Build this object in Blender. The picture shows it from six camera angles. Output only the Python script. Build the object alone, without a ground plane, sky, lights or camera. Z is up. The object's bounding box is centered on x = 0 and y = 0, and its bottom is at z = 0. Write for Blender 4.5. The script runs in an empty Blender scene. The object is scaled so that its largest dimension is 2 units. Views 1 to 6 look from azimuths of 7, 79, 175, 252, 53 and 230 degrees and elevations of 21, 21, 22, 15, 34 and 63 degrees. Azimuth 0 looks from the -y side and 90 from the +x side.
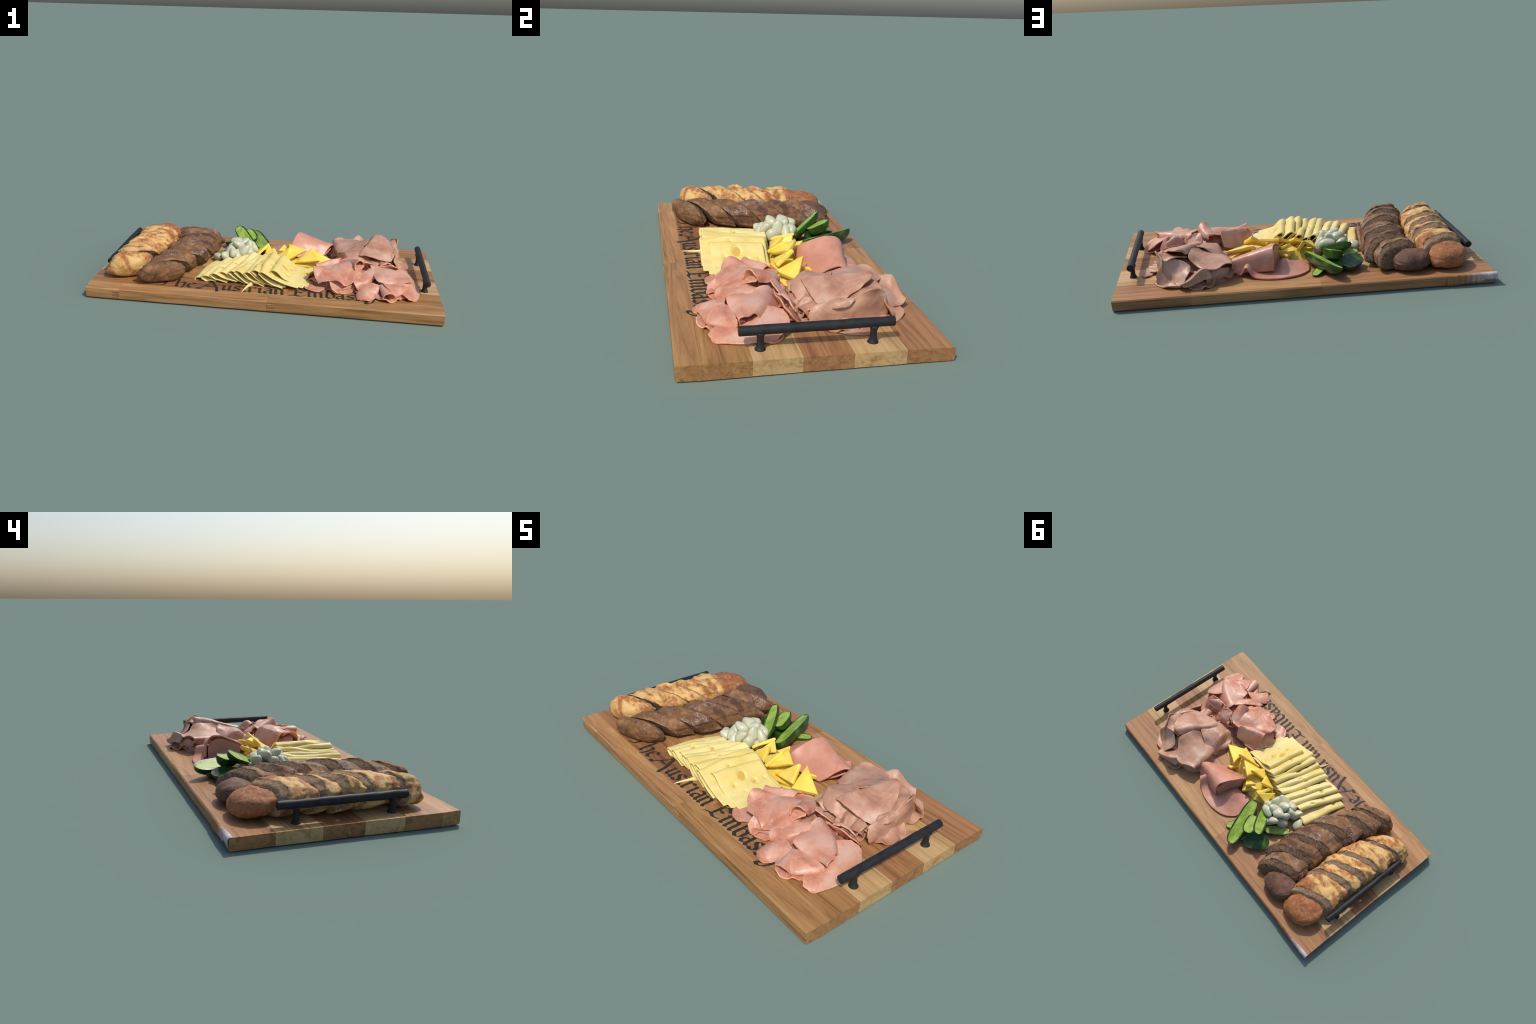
"""Serving board with sliced breads, cheeses, ham, gherkins and pearl onions."""
import bpy, bmesh, math, random
import numpy as np
from mathutils import Vector, Matrix

rng = random.Random(7)
R2 = math.radians


# ------------------------------------------------------------------ basics
def srgb(r, g, b, k=1.0):
    def f(c):
        c = c / 255.0
        return (c / 12.92 if c <= 0.04045 else ((c + 0.055) / 1.055) ** 2.4) * k
    return (f(r), f(g), f(b), 1.0)


def ztop(y):
    """Height of the board's upper face: it stands a little higher at the front."""
    return 0.0615 - 0.009 * y


def hash3(i, j, k, s):
    n = np.sin(i * 127.1 + j * 311.7 + k * 74.7 + s * 53.3) * 43758.5453
    return n - np.floor(n)


def vnoise(P, s=0.0):
    """Smooth value noise in -1..1 of an (n,3) array."""
    P = np.asarray(P, float)
    I = np.floor(P)
    f = P - I
    f = f * f * (3 - 2 * f)
    out = 0
    for a in (0, 1):
        for b in (0, 1):
            for c in (0, 1):
                w = (f[:, 0] if a else 1 - f[:, 0]) * (f[:, 1] if b else 1 - f[:, 1]) * (f[:, 2] if c else 1 - f[:, 2])
                out = out + w * hash3(I[:, 0] + a, I[:, 1] + b, I[:, 2] + c, s)
    return out * 2 - 1


def fbm(P, s=0.0, octaves=3):
    P = np.asarray(P, float)
    t, a = 0, 1.0
    for o in range(octaves):
        t = t + a * vnoise(P * (2 ** o), s + o * 9.1)
        a *= 0.5
    return t / 1.75


def new_obj(name, verts, faces, mats, face_mat=None, parent=None, smooth=True, angle=None):
    me = bpy.data.meshes.new(name)
    me.from_pydata([tuple(map(float, v)) for v in verts], [], [tuple(int(i) for i in f) for f in faces])
    for m in mats:
        me.materials.append(m)
    if face_mat is not None:
        me.polygons.foreach_set("material_index", np.asarray(face_mat, dtype=np.int32))
    bm = bmesh.new()
    bm.from_mesh(me)
    bmesh.ops.recalc_face_normals(bm, faces=bm.faces)
    bm.to_mesh(me)
    bm.free()
    me.polygons.foreach_set("use_smooth", [smooth] * len(me.polygons))
    if angle is not None:
        me.set_sharp_from_angle(angle=R2(angle))
    me.update()
    ob = bpy.data.objects.new(name, me)
    bpy.context.scene.collection.objects.link(ob)
    if parent is not None:
        ob.parent = parent
    return ob


def thing(name, label, category):
    e = bpy.data.objects.new(name, None)
    e.empty_display_size = 0.05
    bpy.context.scene.collection.objects.link(e)
    e["label"] = label
    e["category"] = category
    return e


def grid_solid(P, thick, wrap_v=False):
    """Closed sheet of even thickness round a grid P (nu, nv, 3). Returns verts, faces and a flag for rim faces."""
    nu, nv = P.shape[:2]
    du = np.gradient(P, axis=0)
    if wrap_v:
        dv = np.roll(P, -1, 1) - np.roll(P, 1, 1)
    else:
        dv = np.gradient(P, axis=1)
    N = np.cross(du, dv)
    N /= np.linalg.norm(N, axis=2, keepdims=True) + 1e-9
    t = np.asarray(thick)
    if t.ndim == 2:
        t = t[..., None]
    A, B = P + N * t / 2, P - N * t / 2
    V = np.concatenate([A.reshape(-1, 3), B.reshape(-1, 3)])
    o = nu * nv
    F, rim = [], []
    nj = nv if wrap_v else nv - 1
    idx = lambda i, j: i * nv + (j % nv)
    for i in range(nu - 1):
        for j in range(nj):
            a, b, c, d = idx(i, j), idx(i + 1, j), idx(i + 1, j + 1), idx(i, j + 1)
            F.append((a, b, c, d)); rim.append(0)
            F.append((o + d, o + c, o + b, o + a)); rim.append(0)
    ends = [(nu - 1, 1)] if wrap_v else [(0, -1), (nu - 1, 1)]
    for i, s in ends:
        for j in range(nj):
            a, b = idx(i, j), idx(i, j + 1)
            F.append((a, b, o + b, o + a)); rim.append(1)
    if not wrap_v:
        for j in (0, nv - 1):
            for i in range(nu - 1):
                a, b = idx(i, j), idx(i + 1, j)
                F.append((a, b, o + b, o + a)); rim.append(1)
    return V, F, rim


# --------------------------------------------------------------- materials
class Mat:
    """Small helper that strings procedural nodes together."""

    def __init__(self, name, rough=0.5, spec=0.4):
        self.m = bpy.data.materials.new(name)
        self.m.use_nodes = True
        self.t = self.m.node_tree
        self.b = self.t.nodes["Principled BSDF"]
        self.b.inputs["Roughness"].default_value = rough
        self.b.inputs["Specular IOR Level"].default_value = spec
        self.co = self.n("ShaderNodeTexCoord").outputs["Object"]

    def n(self, kind, **kw):
        nd = self.t.nodes.new(kind)
        for k, v in kw.items():
            setattr(nd, k, v)
        return nd

    def put(self, sock, v):
        if hasattr(v, "is_output"):
            self.t.links.new(v, sock)
        else:
            sock.default_value = v

    def map(self, scale=(1, 1, 1), loc=(0, 0, 0), rot=(0, 0, 0), co=None):
        nd = self.n("ShaderNodeMapping")
        self.put(nd.inputs["Vector"], co or self.co)
        nd.inputs["Scale"].default_value = scale
        nd.inputs["Rotation"].default_value = rot
        self.put(nd.inputs["Location"], loc)
        return nd.outputs["Vector"]

    def noise(self, co, scale, detail=4.0, rough=0.55, dist=0.0):
        nd = self.n("ShaderNodeTexNoise")
        self.put(nd.inputs["Vector"], co)
        nd.inputs["Scale"].default_value = scale
        nd.inputs["Detail"].default_value = detail
        nd.inputs["Roughness"].default_value = rough
        nd.inputs["Distortion"].default_value = dist
        return nd.outputs["Fac"]

    def voronoi(self, co, scale, feature="F1"):
        nd = self.n("ShaderNodeTexVoronoi", feature=feature)
        self.put(nd.inputs["Vector"], co)
        nd.inputs["Scale"].default_value = scale
        return nd.outputs["Distance"]

    def ramp(self, fac, stops):
        nd = self.n("ShaderNodeValToRGB")
        self.put(nd.inputs["Fac"], fac)
        e = nd.color_ramp.elements
        while len(e) < len(stops):
            e.new(0.5)
        for el, (p, c) in zip(e, stops):
            el.position = p
            el.color = c if len(c) == 4 else (*c, 1)
        return nd.outputs["Color"]

    def step(self, fac, lo, hi):
        nd = self.n("ShaderNodeMapRange", interpolation_type="SMOOTHSTEP")
        self.put(nd.inputs["Value"], fac)
        nd.inputs["From Min"].default_value = lo
        nd.inputs["From Max"].default_value = hi
        return nd.outputs["Result"]

    def math(self, op, a, b=0.0):
        nd = self.n("ShaderNodeMath", operation=op)
        self.put(nd.inputs[0], a)
        self.put(nd.inputs[1], b)
        return nd.outputs[0]

    def mix(self, fac, a, b, kind="MIX"):
        nd = self.n("ShaderNodeMix", data_type="RGBA", blend_type=kind)
        self.put(nd.inputs["Factor"], fac)
        self.put(nd.inputs[6], a)
        self.put(nd.inputs[7], b)
        return nd.outputs[2]

    def axis(self, which):
        nd = self.n("ShaderNodeSeparateXYZ")
        self.put(nd.inputs[0], self.co)
        return nd.outputs[which]

    def bump(self, h, strength=0.3, dist=0.002):
        nd = self.n("ShaderNodeBump")
        nd.inputs["Strength"].default_value = strength
        nd.inputs["Distance"].default_value = dist
        self.put(nd.inputs["Height"], h)
        self.t.links.new(nd.outputs["Normal"], self.b.inputs["Normal"])

    def color(self, c):
        self.put(self.b.inputs["Base Color"], c)
        return self

    def soft(self, weight, radius=(0.02, 0.008, 0.005), scale=0.5):
        self.b.inputs["Subsurface Weight"].default_value = weight
        self.b.inputs["Subsurface Radius"].default_value = radius
        self.b.inputs["Subsurface Scale"].default_value = scale
        return self


def wood(name, dark, mid, light, along="x"):
    m = Mat(name, 0.5, 0.35)
    info = m.n("ShaderNodeObjectInfo").outputs["Random"]
    shift = m.n("ShaderNodeCombineXYZ")
    for i, k in enumerate((13.0, 7.0, 5.0)):
        m.put(shift.inputs[i], m.math("MULTIPLY", info, k))
    off = shift.outputs[0]
    wob = m.noise(m.map((1.6, 9, 9), off), 1.0, 2.0, 0.5)
    band = m.noise(m.map((1.5, 22, 26), off), 1.0, 4.0, 0.6, 1.6)
    fine = m.noise(m.map((11, 170, 170), off), 1.0, 4.0, 0.65, 0.4)
    pore = m.noise(m.map((18, 420, 420), off), 1.0, 2.0, 0.5)
    base = m.ramp(band, [(0.28, dark), (0.47, mid), (0.72, light)])
    base = m.mix(m.math("MULTIPLY", m.step(wob, 0.45, 0.75), 0.45), base, light)
    base = m.mix(m.math("MULTIPLY", m.step(fine, 0.5, 0.75), 0.34), base, dark)
    base = m.mix(m.math("MULTIPLY", m.step(pore, 0.62, 0.75), 0.3), base, tuple(c * 0.55 for c in dark[:3]) + (1,))
    m.color(base)
    m.bump(fine, 0.12, 0.001)
    return m.m


W_HONEY = wood("wood_honey", srgb(124, 84, 48), srgb(167, 122, 76), srgb(190, 147, 98))
W_GOLD = wood("wood_golden", srgb(108, 71, 39), srgb(158, 115, 69), srgb(184, 141, 90))
W_PALE = wood("wood_pale", srgb(150, 114, 70), srgb(188, 151, 101), srgb(206, 173, 125))
W_BROWN = wood("wood_brown", srgb(104, 68, 42), srgb(147, 102, 64), srgb(172, 126, 81))
W_RED = wood("wood_reddish", srgb(118, 78, 48), srgb(157, 110, 70), srgb(178, 131, 88))
W_WALNUT = wood("wood_walnut", srgb(88, 56, 37), srgb(132, 90, 58), srgb(156, 111, 74))

m = Mat("burnt_ink", 0.6, 0.3)
m.color(m.ramp(m.noise(m.co, 60), [(0.3, srgb(44, 37, 33)), (0.7, srgb(58, 50, 45))]))
INK = m.m

m = Mat("black_iron", 0.55, 0.3)
m.color(m.ramp(m.noise(m.co, 30), [(0.3, srgb(30, 31, 33)), (0.7, srgb(44, 45, 47))]))
m.bump(m.noise(m.co, 140), 0.15, 0.001)
IRON = m.m

m = Mat("scan_fringe", 0.7, 0.2)  # pale colour of the scan's torn corner, fading to wood colour
n1 = m.noise(m.map((60, 6, 6)), 1.0)
white = m.ramp(n1, [(0.3, srgb(160, 152, 156)), (0.7, srgb(208, 202, 206))])
wood_tone = m.ramp(n1, [(0.3, srgb(140, 98, 62)), (0.7, srgb(172, 124, 82))])
m.color(m.mix(m.step(m.math("ADD", m.axis(0), m.math("MULTIPLY", m.noise(m.co, 16), 0.16)), -0.88, -0.74), white, wood_tone))
FRINGE = m.m

# light bread: pale opened crumb skin, orange and russet baked patches, seeds
m = Mat("light_bread_crust", 0.55, 0.3)
n1 = m.noise(m.map((11, 17, 11), rot=(0, 0, 0.5)), 1.0, 4.0, 0.62, 0.5)
n2 = m.noise(m.co, 60, 4.0, 0.6)
base = m.ramp(n1, [(0.42, srgb(222, 182, 118)), (0.50, srgb(204, 156, 92)), (0.56, srgb(176, 114, 66)), (0.70, srgb(140, 86, 52))])
base = m.mix(m.math("MULTIPLY", m.step(n2, 0.45, 0.7), 0.40), base, srgb(234, 198, 134))
redder = m.step(m.math("ADD", m.axis(1), m.math("MULTIPLY", m.noise(m.co, 14), 0.25)), 0.30, 0.44)
base = m.mix(m.math("MULTIPLY", redder, 0.85), base, m.ramp(n2, [(0.35, srgb(138, 80, 52)), (0.65, srgb(180, 112, 70))]))
seed = m.step(m.voronoi(m.co, 34), 0.16, 0.10)
base = m.mix(m.math("MULTIPLY", seed, m.math("MULTIPLY", m.step(m.noise(m.co, 9), 0.5, 0.62), 0.75)), base, srgb(84, 66, 48))
m.color(base)
m.bump(m.noise(m.co, 85, 6.0, 0.72), 0.75, 0.007)
LIGHT_CRUST = m.m

m = Mat("light_bread_crumb", 0.85, 0.15)
n2 = m.noise(m.co, 90, 4.0, 0.7)
base = m.ramp(n2, [(0.30, srgb(124, 98, 74)), (0.5, srgb(158, 131, 102)), (0.7, srgb(186, 158, 122))])
base = m.mix(m.step(m.voronoi(m.map((1, 1, 1)), 46), 0.2, 0.08), base, srgb(92, 72, 58))
m.color(base)
m.bump(m.noise(m.co, 120, 5.0, 0.7), 0.45, 0.005)
LIGHT_CRUMB = m.m

m = Mat("dark_bread_crust", 0.6, 0.25)
n1 = m.noise(m.map((9, 14, 9)), 1.0, 3.0, 0.55, 0.3)
n2 = m.noise(m.co, 130, 4.0, 0.7)
base = m.ramp(n1, [(0.38, srgb(92, 62, 46)), (0.48, srgb(128, 92, 64)), (0.56, srgb(116, 84, 52)), (0.66, srgb(152, 112, 78))])
flour = m.math("MULTIPLY", m.step(m.noise(m.co, 11, 3.0), 0.46, 0.64), m.step(n2, 0.45, 0.62))
base = m.mix(m.math("MULTIPLY", flour, 0.7), base, srgb(190, 168, 152))
m.color(base)
m.bump(n2, 0.7, 0.005)
DARK_CRUST = m.m

m = Mat("dark_bread_heel_crust", 0.6, 0.25)
n2 = m.noise(m.co, 150, 4.0, 0.7)
base = m.ramp(m.noise(m.co, 12), [(0.35, srgb(84, 58, 46)), (0.65, srgb(116, 82, 64))])
base = m.mix(m.math("MULTIPLY", m.step(n2, 0.5, 0.68), 0.4), base, srgb(160, 134, 118))
m.color(base)
m.bump(n2, 0.4, 0.003)
DARK_HEEL = m.m

m = Mat("dark_bread_crumb", 0.85, 0.15)
n2 = m.noise(m.co, 80, 5.0, 0.7)
base = m.ramp(n2, [(0.30, srgb(80, 62, 48)), (0.5, srgb(116, 93, 72)), (0.7, srgb(148, 122, 96))])
base = m.mix(m.step(m.voronoi(m.co, 40), 0.22, 0.08), base, srgb(62, 47, 38))
m.color(base)
m.bump(m.noise(m.co, 110, 5.0, 0.7), 0.6, 0.006)
DARK_CRUMB = m.m

m = Mat("pale_cheese", 0.45, 0.35)
base = m.ramp(m.noise(m.map((9, 3, 9)), 1.0, 3.0), [(0.35, srgb(222, 199, 114)), (0.65, srgb(233, 216, 148))])
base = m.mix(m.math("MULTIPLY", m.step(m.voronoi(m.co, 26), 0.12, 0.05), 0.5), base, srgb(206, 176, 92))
m.color(base).soft(0.12, (0.02, 0.015, 0.006))
CHEESE = m.m
m = Mat("cheese_eye_dent", 0.5, 0.3)  # deeper yellow painted on dents that stand in for open holes
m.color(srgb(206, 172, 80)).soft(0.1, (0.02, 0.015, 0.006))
CHEESE_EYE_DENT = m.m

m = Mat("yellow_cheese", 0.35, 0.4)
m.color(m.ramp(m.noise(m.co, 14, 3.0), [(0.35, srgb(236, 200, 74)), (0.65, srgb(248, 222, 104))])).soft(0.1, (0.02, 0.015, 0.004))
YELLOW = m.m

m = Mat("onion_flesh", 0.25, 0.5)
m.color(m.ramp(m.noise(m.co, 22, 2.0), [(0.35, srgb(182, 184, 150)), (0.65, srgb(210, 210, 184))])).soft(0.2, (0.02, 0.02, 0.015))
ONION = m.m

m = Mat("gherkin_skin", 0.32, 0.5)
nz = m.noise(m.map((18, 18, 18)), 1.0, 3.0)
base = m.ramp(nz, [(0.35, srgb(28, 54, 17)), (0.55, srgb(44, 80, 24)), (0.7, srgb(78, 116, 38))])
base = m.mix(m.math("MULTIPLY", m.step(m.voronoi(m.co, 90), 0.3, 0.1), 0.25), base, srgb(130, 168, 74))
m.color(base)
m.bump(m.noise(m.co, 60), 0.2, 0.003)
G_SKIN = m.m
m = Mat("gherkin_flesh", 0.45, 0.3)
m.color(m.ramp(m.noise(m.map((30, 16, 30)), 1.0, 3.0), [(0.35, srgb(126, 160, 58)), (0.65, srgb(170, 192, 94))])).soft(0.15, (0.01, 0.02, 0.005))
G_FLESH = m.m


def meat(name, a, b, c, fat, rough=0.40, spots=0.0):
    m = Mat(name, rough, 0.5)
    info = m.n("ShaderNodeObjectInfo").outputs["Random"]
    shift = m.n("ShaderNodeCombineXYZ")
    for i, k in enumerate((11.0, 5.0, 3.0)):
        m.put(shift.inputs[i], m.math("MULTIPLY", info, k))
    co = m.map((1, 1, 1), shift.outputs[0])
    big = m.noise(co, 9, 3.0, 0.55, 0.6)
    fib = m.noise(m.map((30, 90, 60), shift.outputs[0], (0, 0, 0.6)), 1.0, 3.0, 0.6)
    base = m.ramp(big, [(0.34, a), (0.5, b), (0.64, c)])
    base = m.mix(m.math("MULTIPLY", m.step(fib, 0.5, 0.75), 0.22), base, fat)
    vein = m.step(m.math("ABSOLUTE", m.math("SUBTRACT", m.noise(co, 5, 2.0, 0.5, 0.8), 0.5)), 0.010, 0.002)
    base = m.mix(m.math("MULTIPLY", vein, 0.2), base, fat)
    if spots:
        base = m.mix(m.math("MULTIPLY", m.step(m.voronoi(co, 22), 0.07, 0.03), spots), base, srgb(116, 66, 52))
    m.color(base).soft(0.06, (0.025, 0.008, 0.005))
    m.bump(fib, 0.15, 0.002)
    return m.m


HAM = meat("pink_ham", srgb(190, 122, 96), srgb(203, 146, 121), srgb(205, 162, 142), srgb(228, 192, 168))
HAM_EDGE = meat("ham_fat_edge", srgb(206, 128, 94), srgb(218, 150, 114), srgb(232, 184, 150), srgb(240, 210, 178))
PORK = meat("roast_pork", srgb(166, 119, 94), srgb(187, 141, 116), srgb(194, 157, 136), srgb(214, 180, 156), 0.45, 0.5)
PORK_EDGE = meat("roast_pork_edge", srgb(172, 118, 82), srgb(190, 138, 100), srgb(206, 158, 122), srgb(218, 178, 140), 0.5)
MORT = meat("mortadella_meat", srgb(187, 127, 105), srgb(197, 138, 115), srgb(203, 147, 125), srgb(212, 162, 140), 0.38, 0.35)
MORT_EDGE = meat("mortadella_edge", srgb(190, 118, 96), srgb(200, 128, 106), srgb(210, 142, 120), srgb(220, 160, 138))

# ------------------------------------------------------------------- board
board = thing("serving_board", "long glued acacia serving board with black bar handles", "serving board")

STRIPS = [-0.516, -0.425, -0.247, -0.066, 0.122, 0.322, 0.510]
LAYOUT = [
    [(-0.997, W_HONEY), (-0.80, W_HONEY), (0.042, W_GOLD), (0.998, None)],
    [(-0.997, W_BROWN), (-0.39, W_WALNUT), (-0.12, W_HONEY), (0.14, W_GOLD), (0.998, None)],
    [(-0.997, W_PALE), (-0.62, W_HONEY), (-0.05, W_BROWN), (0.57, W_PALE), (0.998, None)],
    [(-0.997, W_BROWN), (-0.46, W_PALE), (0.10, W_HONEY), (0.72, W_RED), (0.998, None)],
    [(-0.997, W_PALE), (-0.62, W_RED), (-0.40, W_PALE), (-0.28, W_HONEY), (0.46, W_PALE), (0.998, None)],
    [(-0.997, W_RED), (-0.07, W_HONEY), (0.60, W_RED), (0.998, None)],
]


def plank(x0, x1, y0, y1, mat):
    e = 0.0002
    bm = bmesh.new()
    nx = max(2, int((x1 - x0) / 0.03))
    prof = [(y0 + e, 0.004), (y1 - e, 0.004), (y1 - e, 1), (y0 + e, 1)]
    front, back = y0 < -0.5, y1 > 0.5
    ring_prev = None
    c = 0.006
    pts = []
    pts.append((y0 + e, 0.002 + (c if front else 0)))
    if front: pts.append((y0 + c, 0.002))
    if back: pts.append((y1 - c, 0.0))
    pts.append((y1 - e, c if back else 0.001))
    pts.append((y1 - e, ztop(y1) - (c if back else 0)))
    if back: pts.append((y1 - c, ztop(y1)))
    if front: pts.append((y0 + c, ztop(y0)))
    pts.append((y0 + e, ztop(y0) - (c if front else 0)))
    ends = []
    for i in range(nx + 1):
        x = x0 + (x1 - x0) * i / nx
        x = min(max(x, x0 + e), x1 - e)
        ring = []
        for (y, z) in pts:
            w = 0.0018 * vnoise([[x * 9, y * 5, 3.0]], 1.0)[0]
            yy = y + (w if (front and y < y0 + 0.01) or (back and y > y1 - 0.01) else 0)
            xx = x
            if abs(x) > 0.98:
                xx += 0.003 * vnoise([[y * 14, 1.0, 2.0]], 3.0)[0] * (1 if x > 0 else -1)
                if z < 0.02:
                    xx -= 0.002 * (1 if x > 0 else -1)
            ring.append(bm.verts.new((xx, yy, z)))
        if ring_prev:
            k = len(ring)
            for j in range(k):
                bm.faces.new((ring_prev[j], ring_prev[(j + 1) % k], ring[(j + 1) % k], ring[j]))
        else:
            bm.faces.new(ring[::-1])
        ring_prev = ring
    bm.faces.new(ring_prev)
    bmesh.ops.recalc_face_normals(bm, faces=bm.faces)
    me = bpy.data.meshes.new("plank")
    bm.to_mesh(me)
    bm.free()
    me.materials.append(mat)
    ob = bpy.data.objects.new("plank", me)
    bpy.context.scene.collection.objects.link(ob)
    ob.parent = board
    return ob


for k, row in enumerate(LAYOUT):
    for (xa, mt), (xb, _) in zip(row, row[1:]):
        plank(xa, xb, STRIPS[k], STRIPS[k + 1], mt)


def finger_joint(x, y, z0, z1, n, length, mat):
    """Wedge shaped fingers of a glued joint, set flush in the front edge."""
    V, F = [], []
    for i in range(n):
        za = z0 + (z1 - z0) * (i + 0.1) / n
        zb = z0 + (z1 - z0) * (i + 0.75) / n
        zc = (za + zb) / 2
        b = len(V)
        for yy in (y, y + 0.004):
            V += [(x, yy, za), (x, yy, zb), (x + length, yy, zc)]
        F += [(b, b + 1, b + 2), (b + 5, b + 4, b + 3), (b, b + 3, b + 4, b + 1), (b + 1, b + 4, b + 5, b + 2), (b + 2, b + 5, b + 3, b)]
    return new_obj("finger_joint", V, F, [mat], parent=board, smooth=False)


finger_joint(0.042, -0.5185, 0.012, 0.054, 4, 0.045, W_HONEY)
finger_joint(-0.80, -0.5185, 0.012, 0.054, 4, -0.04, W_GOLD)


# pale ragged sheet imitating the torn scan mesh at the back corner
def scan_fringe():
    nu, nv = 70, 7
    P = np.zeros((nu, nv, 3))
    for i in range(nu):
        x = -0.999 + 0.27 * i / (nu - 1)
        s = i / (nu - 1)
        rag = 0.5 + 0.5 * vnoise([[x * 60, 0.3, 0.7]], 4)[0]
        low = 0.002 + max(0.0, 1 - 1.3 * s) ** 0.8 * (0.034 * rag + 0.004)
        top_y = 0.5 - 0.006
        for j in range(nv):
            t = j / (nv - 1)
            if t < 0.25:
                y, z = 0.495 + 0.019 * t / 0.25, ztop(0.5) + 0.0015
            else:
                q = (t - 0.25) / 0.75
                y, z = 0.514 + 0.005 * math.sin(q * 3) * (1 - s), (ztop(0.5)) * (1 - q) + low * q
            y += 0.002 * vnoise([[x * 40, t * 3, 2]], 2)[0]
            if t < 0.25:
                y = max(y, 0.494 + 0.016 * s)
            P[i, j] = (x, y, z)
    V, F, _ = grid_solid(P, 0.0016)
    return new_obj("scan_fringe_edge", V, F, [FRINGE], parent=board)


scan_fringe()


# handles: round bar on two flared posts
def tube(points, radii, seg=20, wob=0.0, seed=0):
    """Tube through points with one radius each; flat ends."""
    P = [Vector(p) for p in points]
    V, F = [], []
    for i, p in enumerate(P):
        d = (P[min(i + 1, len(P) - 1)] - P[max(i - 1, 0)]).normalized()
        a = d.orthogonal().normalized() if abs(d.z) > 0.9 else Vector((0, 0, 1)).cross(d).normalized()
        b = d.cross(a)
        for k in range(seg):
            t = 2 * math.pi * k / seg
            r = radii[i] * (1 + wob * vnoise([[p.x * 30 + math.cos(t), p.y * 30 + math.sin(t), p.z * 30]], seed)[0])
            V.append(p + a * (math.cos(t) * r) + b * (math.sin(t) * r))
    n = len(P)
    for i in range(n - 1):
        for k in range(seg):
            F.append((i * seg + k, i * seg + (k + 1) % seg, (i + 1) * seg + (k + 1) % seg, (i + 1) * seg + k))
    F.append(tuple(range(seg))[::-1])
    F.append(tuple((n - 1) * seg + k for k in range(seg)))
    return V, F


def handle(x, ya, yb, posts, z=0.141, r=0.0185, wob=0.05, seed=1):
    h = bpy.data.objects.new("handle", None)
    bpy.context.scene.collection.objects.link(h)
    h.parent = board
    n = 46
    ys = [ya, ya + 0.0015] + [ya + (yb - ya) * (i + 1) / (n + 1) for i in range(n)] + [yb - 0.0015, yb]
    V, F = tube([(x, y, z) for y in ys], [r * 0.9] + [r] * (n + 2) + [r * 0.9], 24, wob, seed)
    new_obj("handle_bar", V, F, [IRON], parent=h, angle=40)
    for py in posts:
        zb = ztop(py)
        prof = [(0.0, 0.021), (0.004, 0.021), (0.009, 0.017), (0.02, 0.0135), (0.045, 0.0125), (0.056, 0.014), (0.064, 0.018), (0.072, 0.020)]
        V, F = tube([(x, py, zb - 0.002 + a) for a, _ in prof], [b for _, b in prof], 20, wob, seed)
        new_obj("handle_post", V, F, [IRON], parent=h)


handle(0.919, -0.287, 0.292, (-0.208, 0.215), seed=1)
handle(-0.921, -0.292, 0.291, (-0.226, 0.210), wob=0.13, seed=5)

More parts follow.
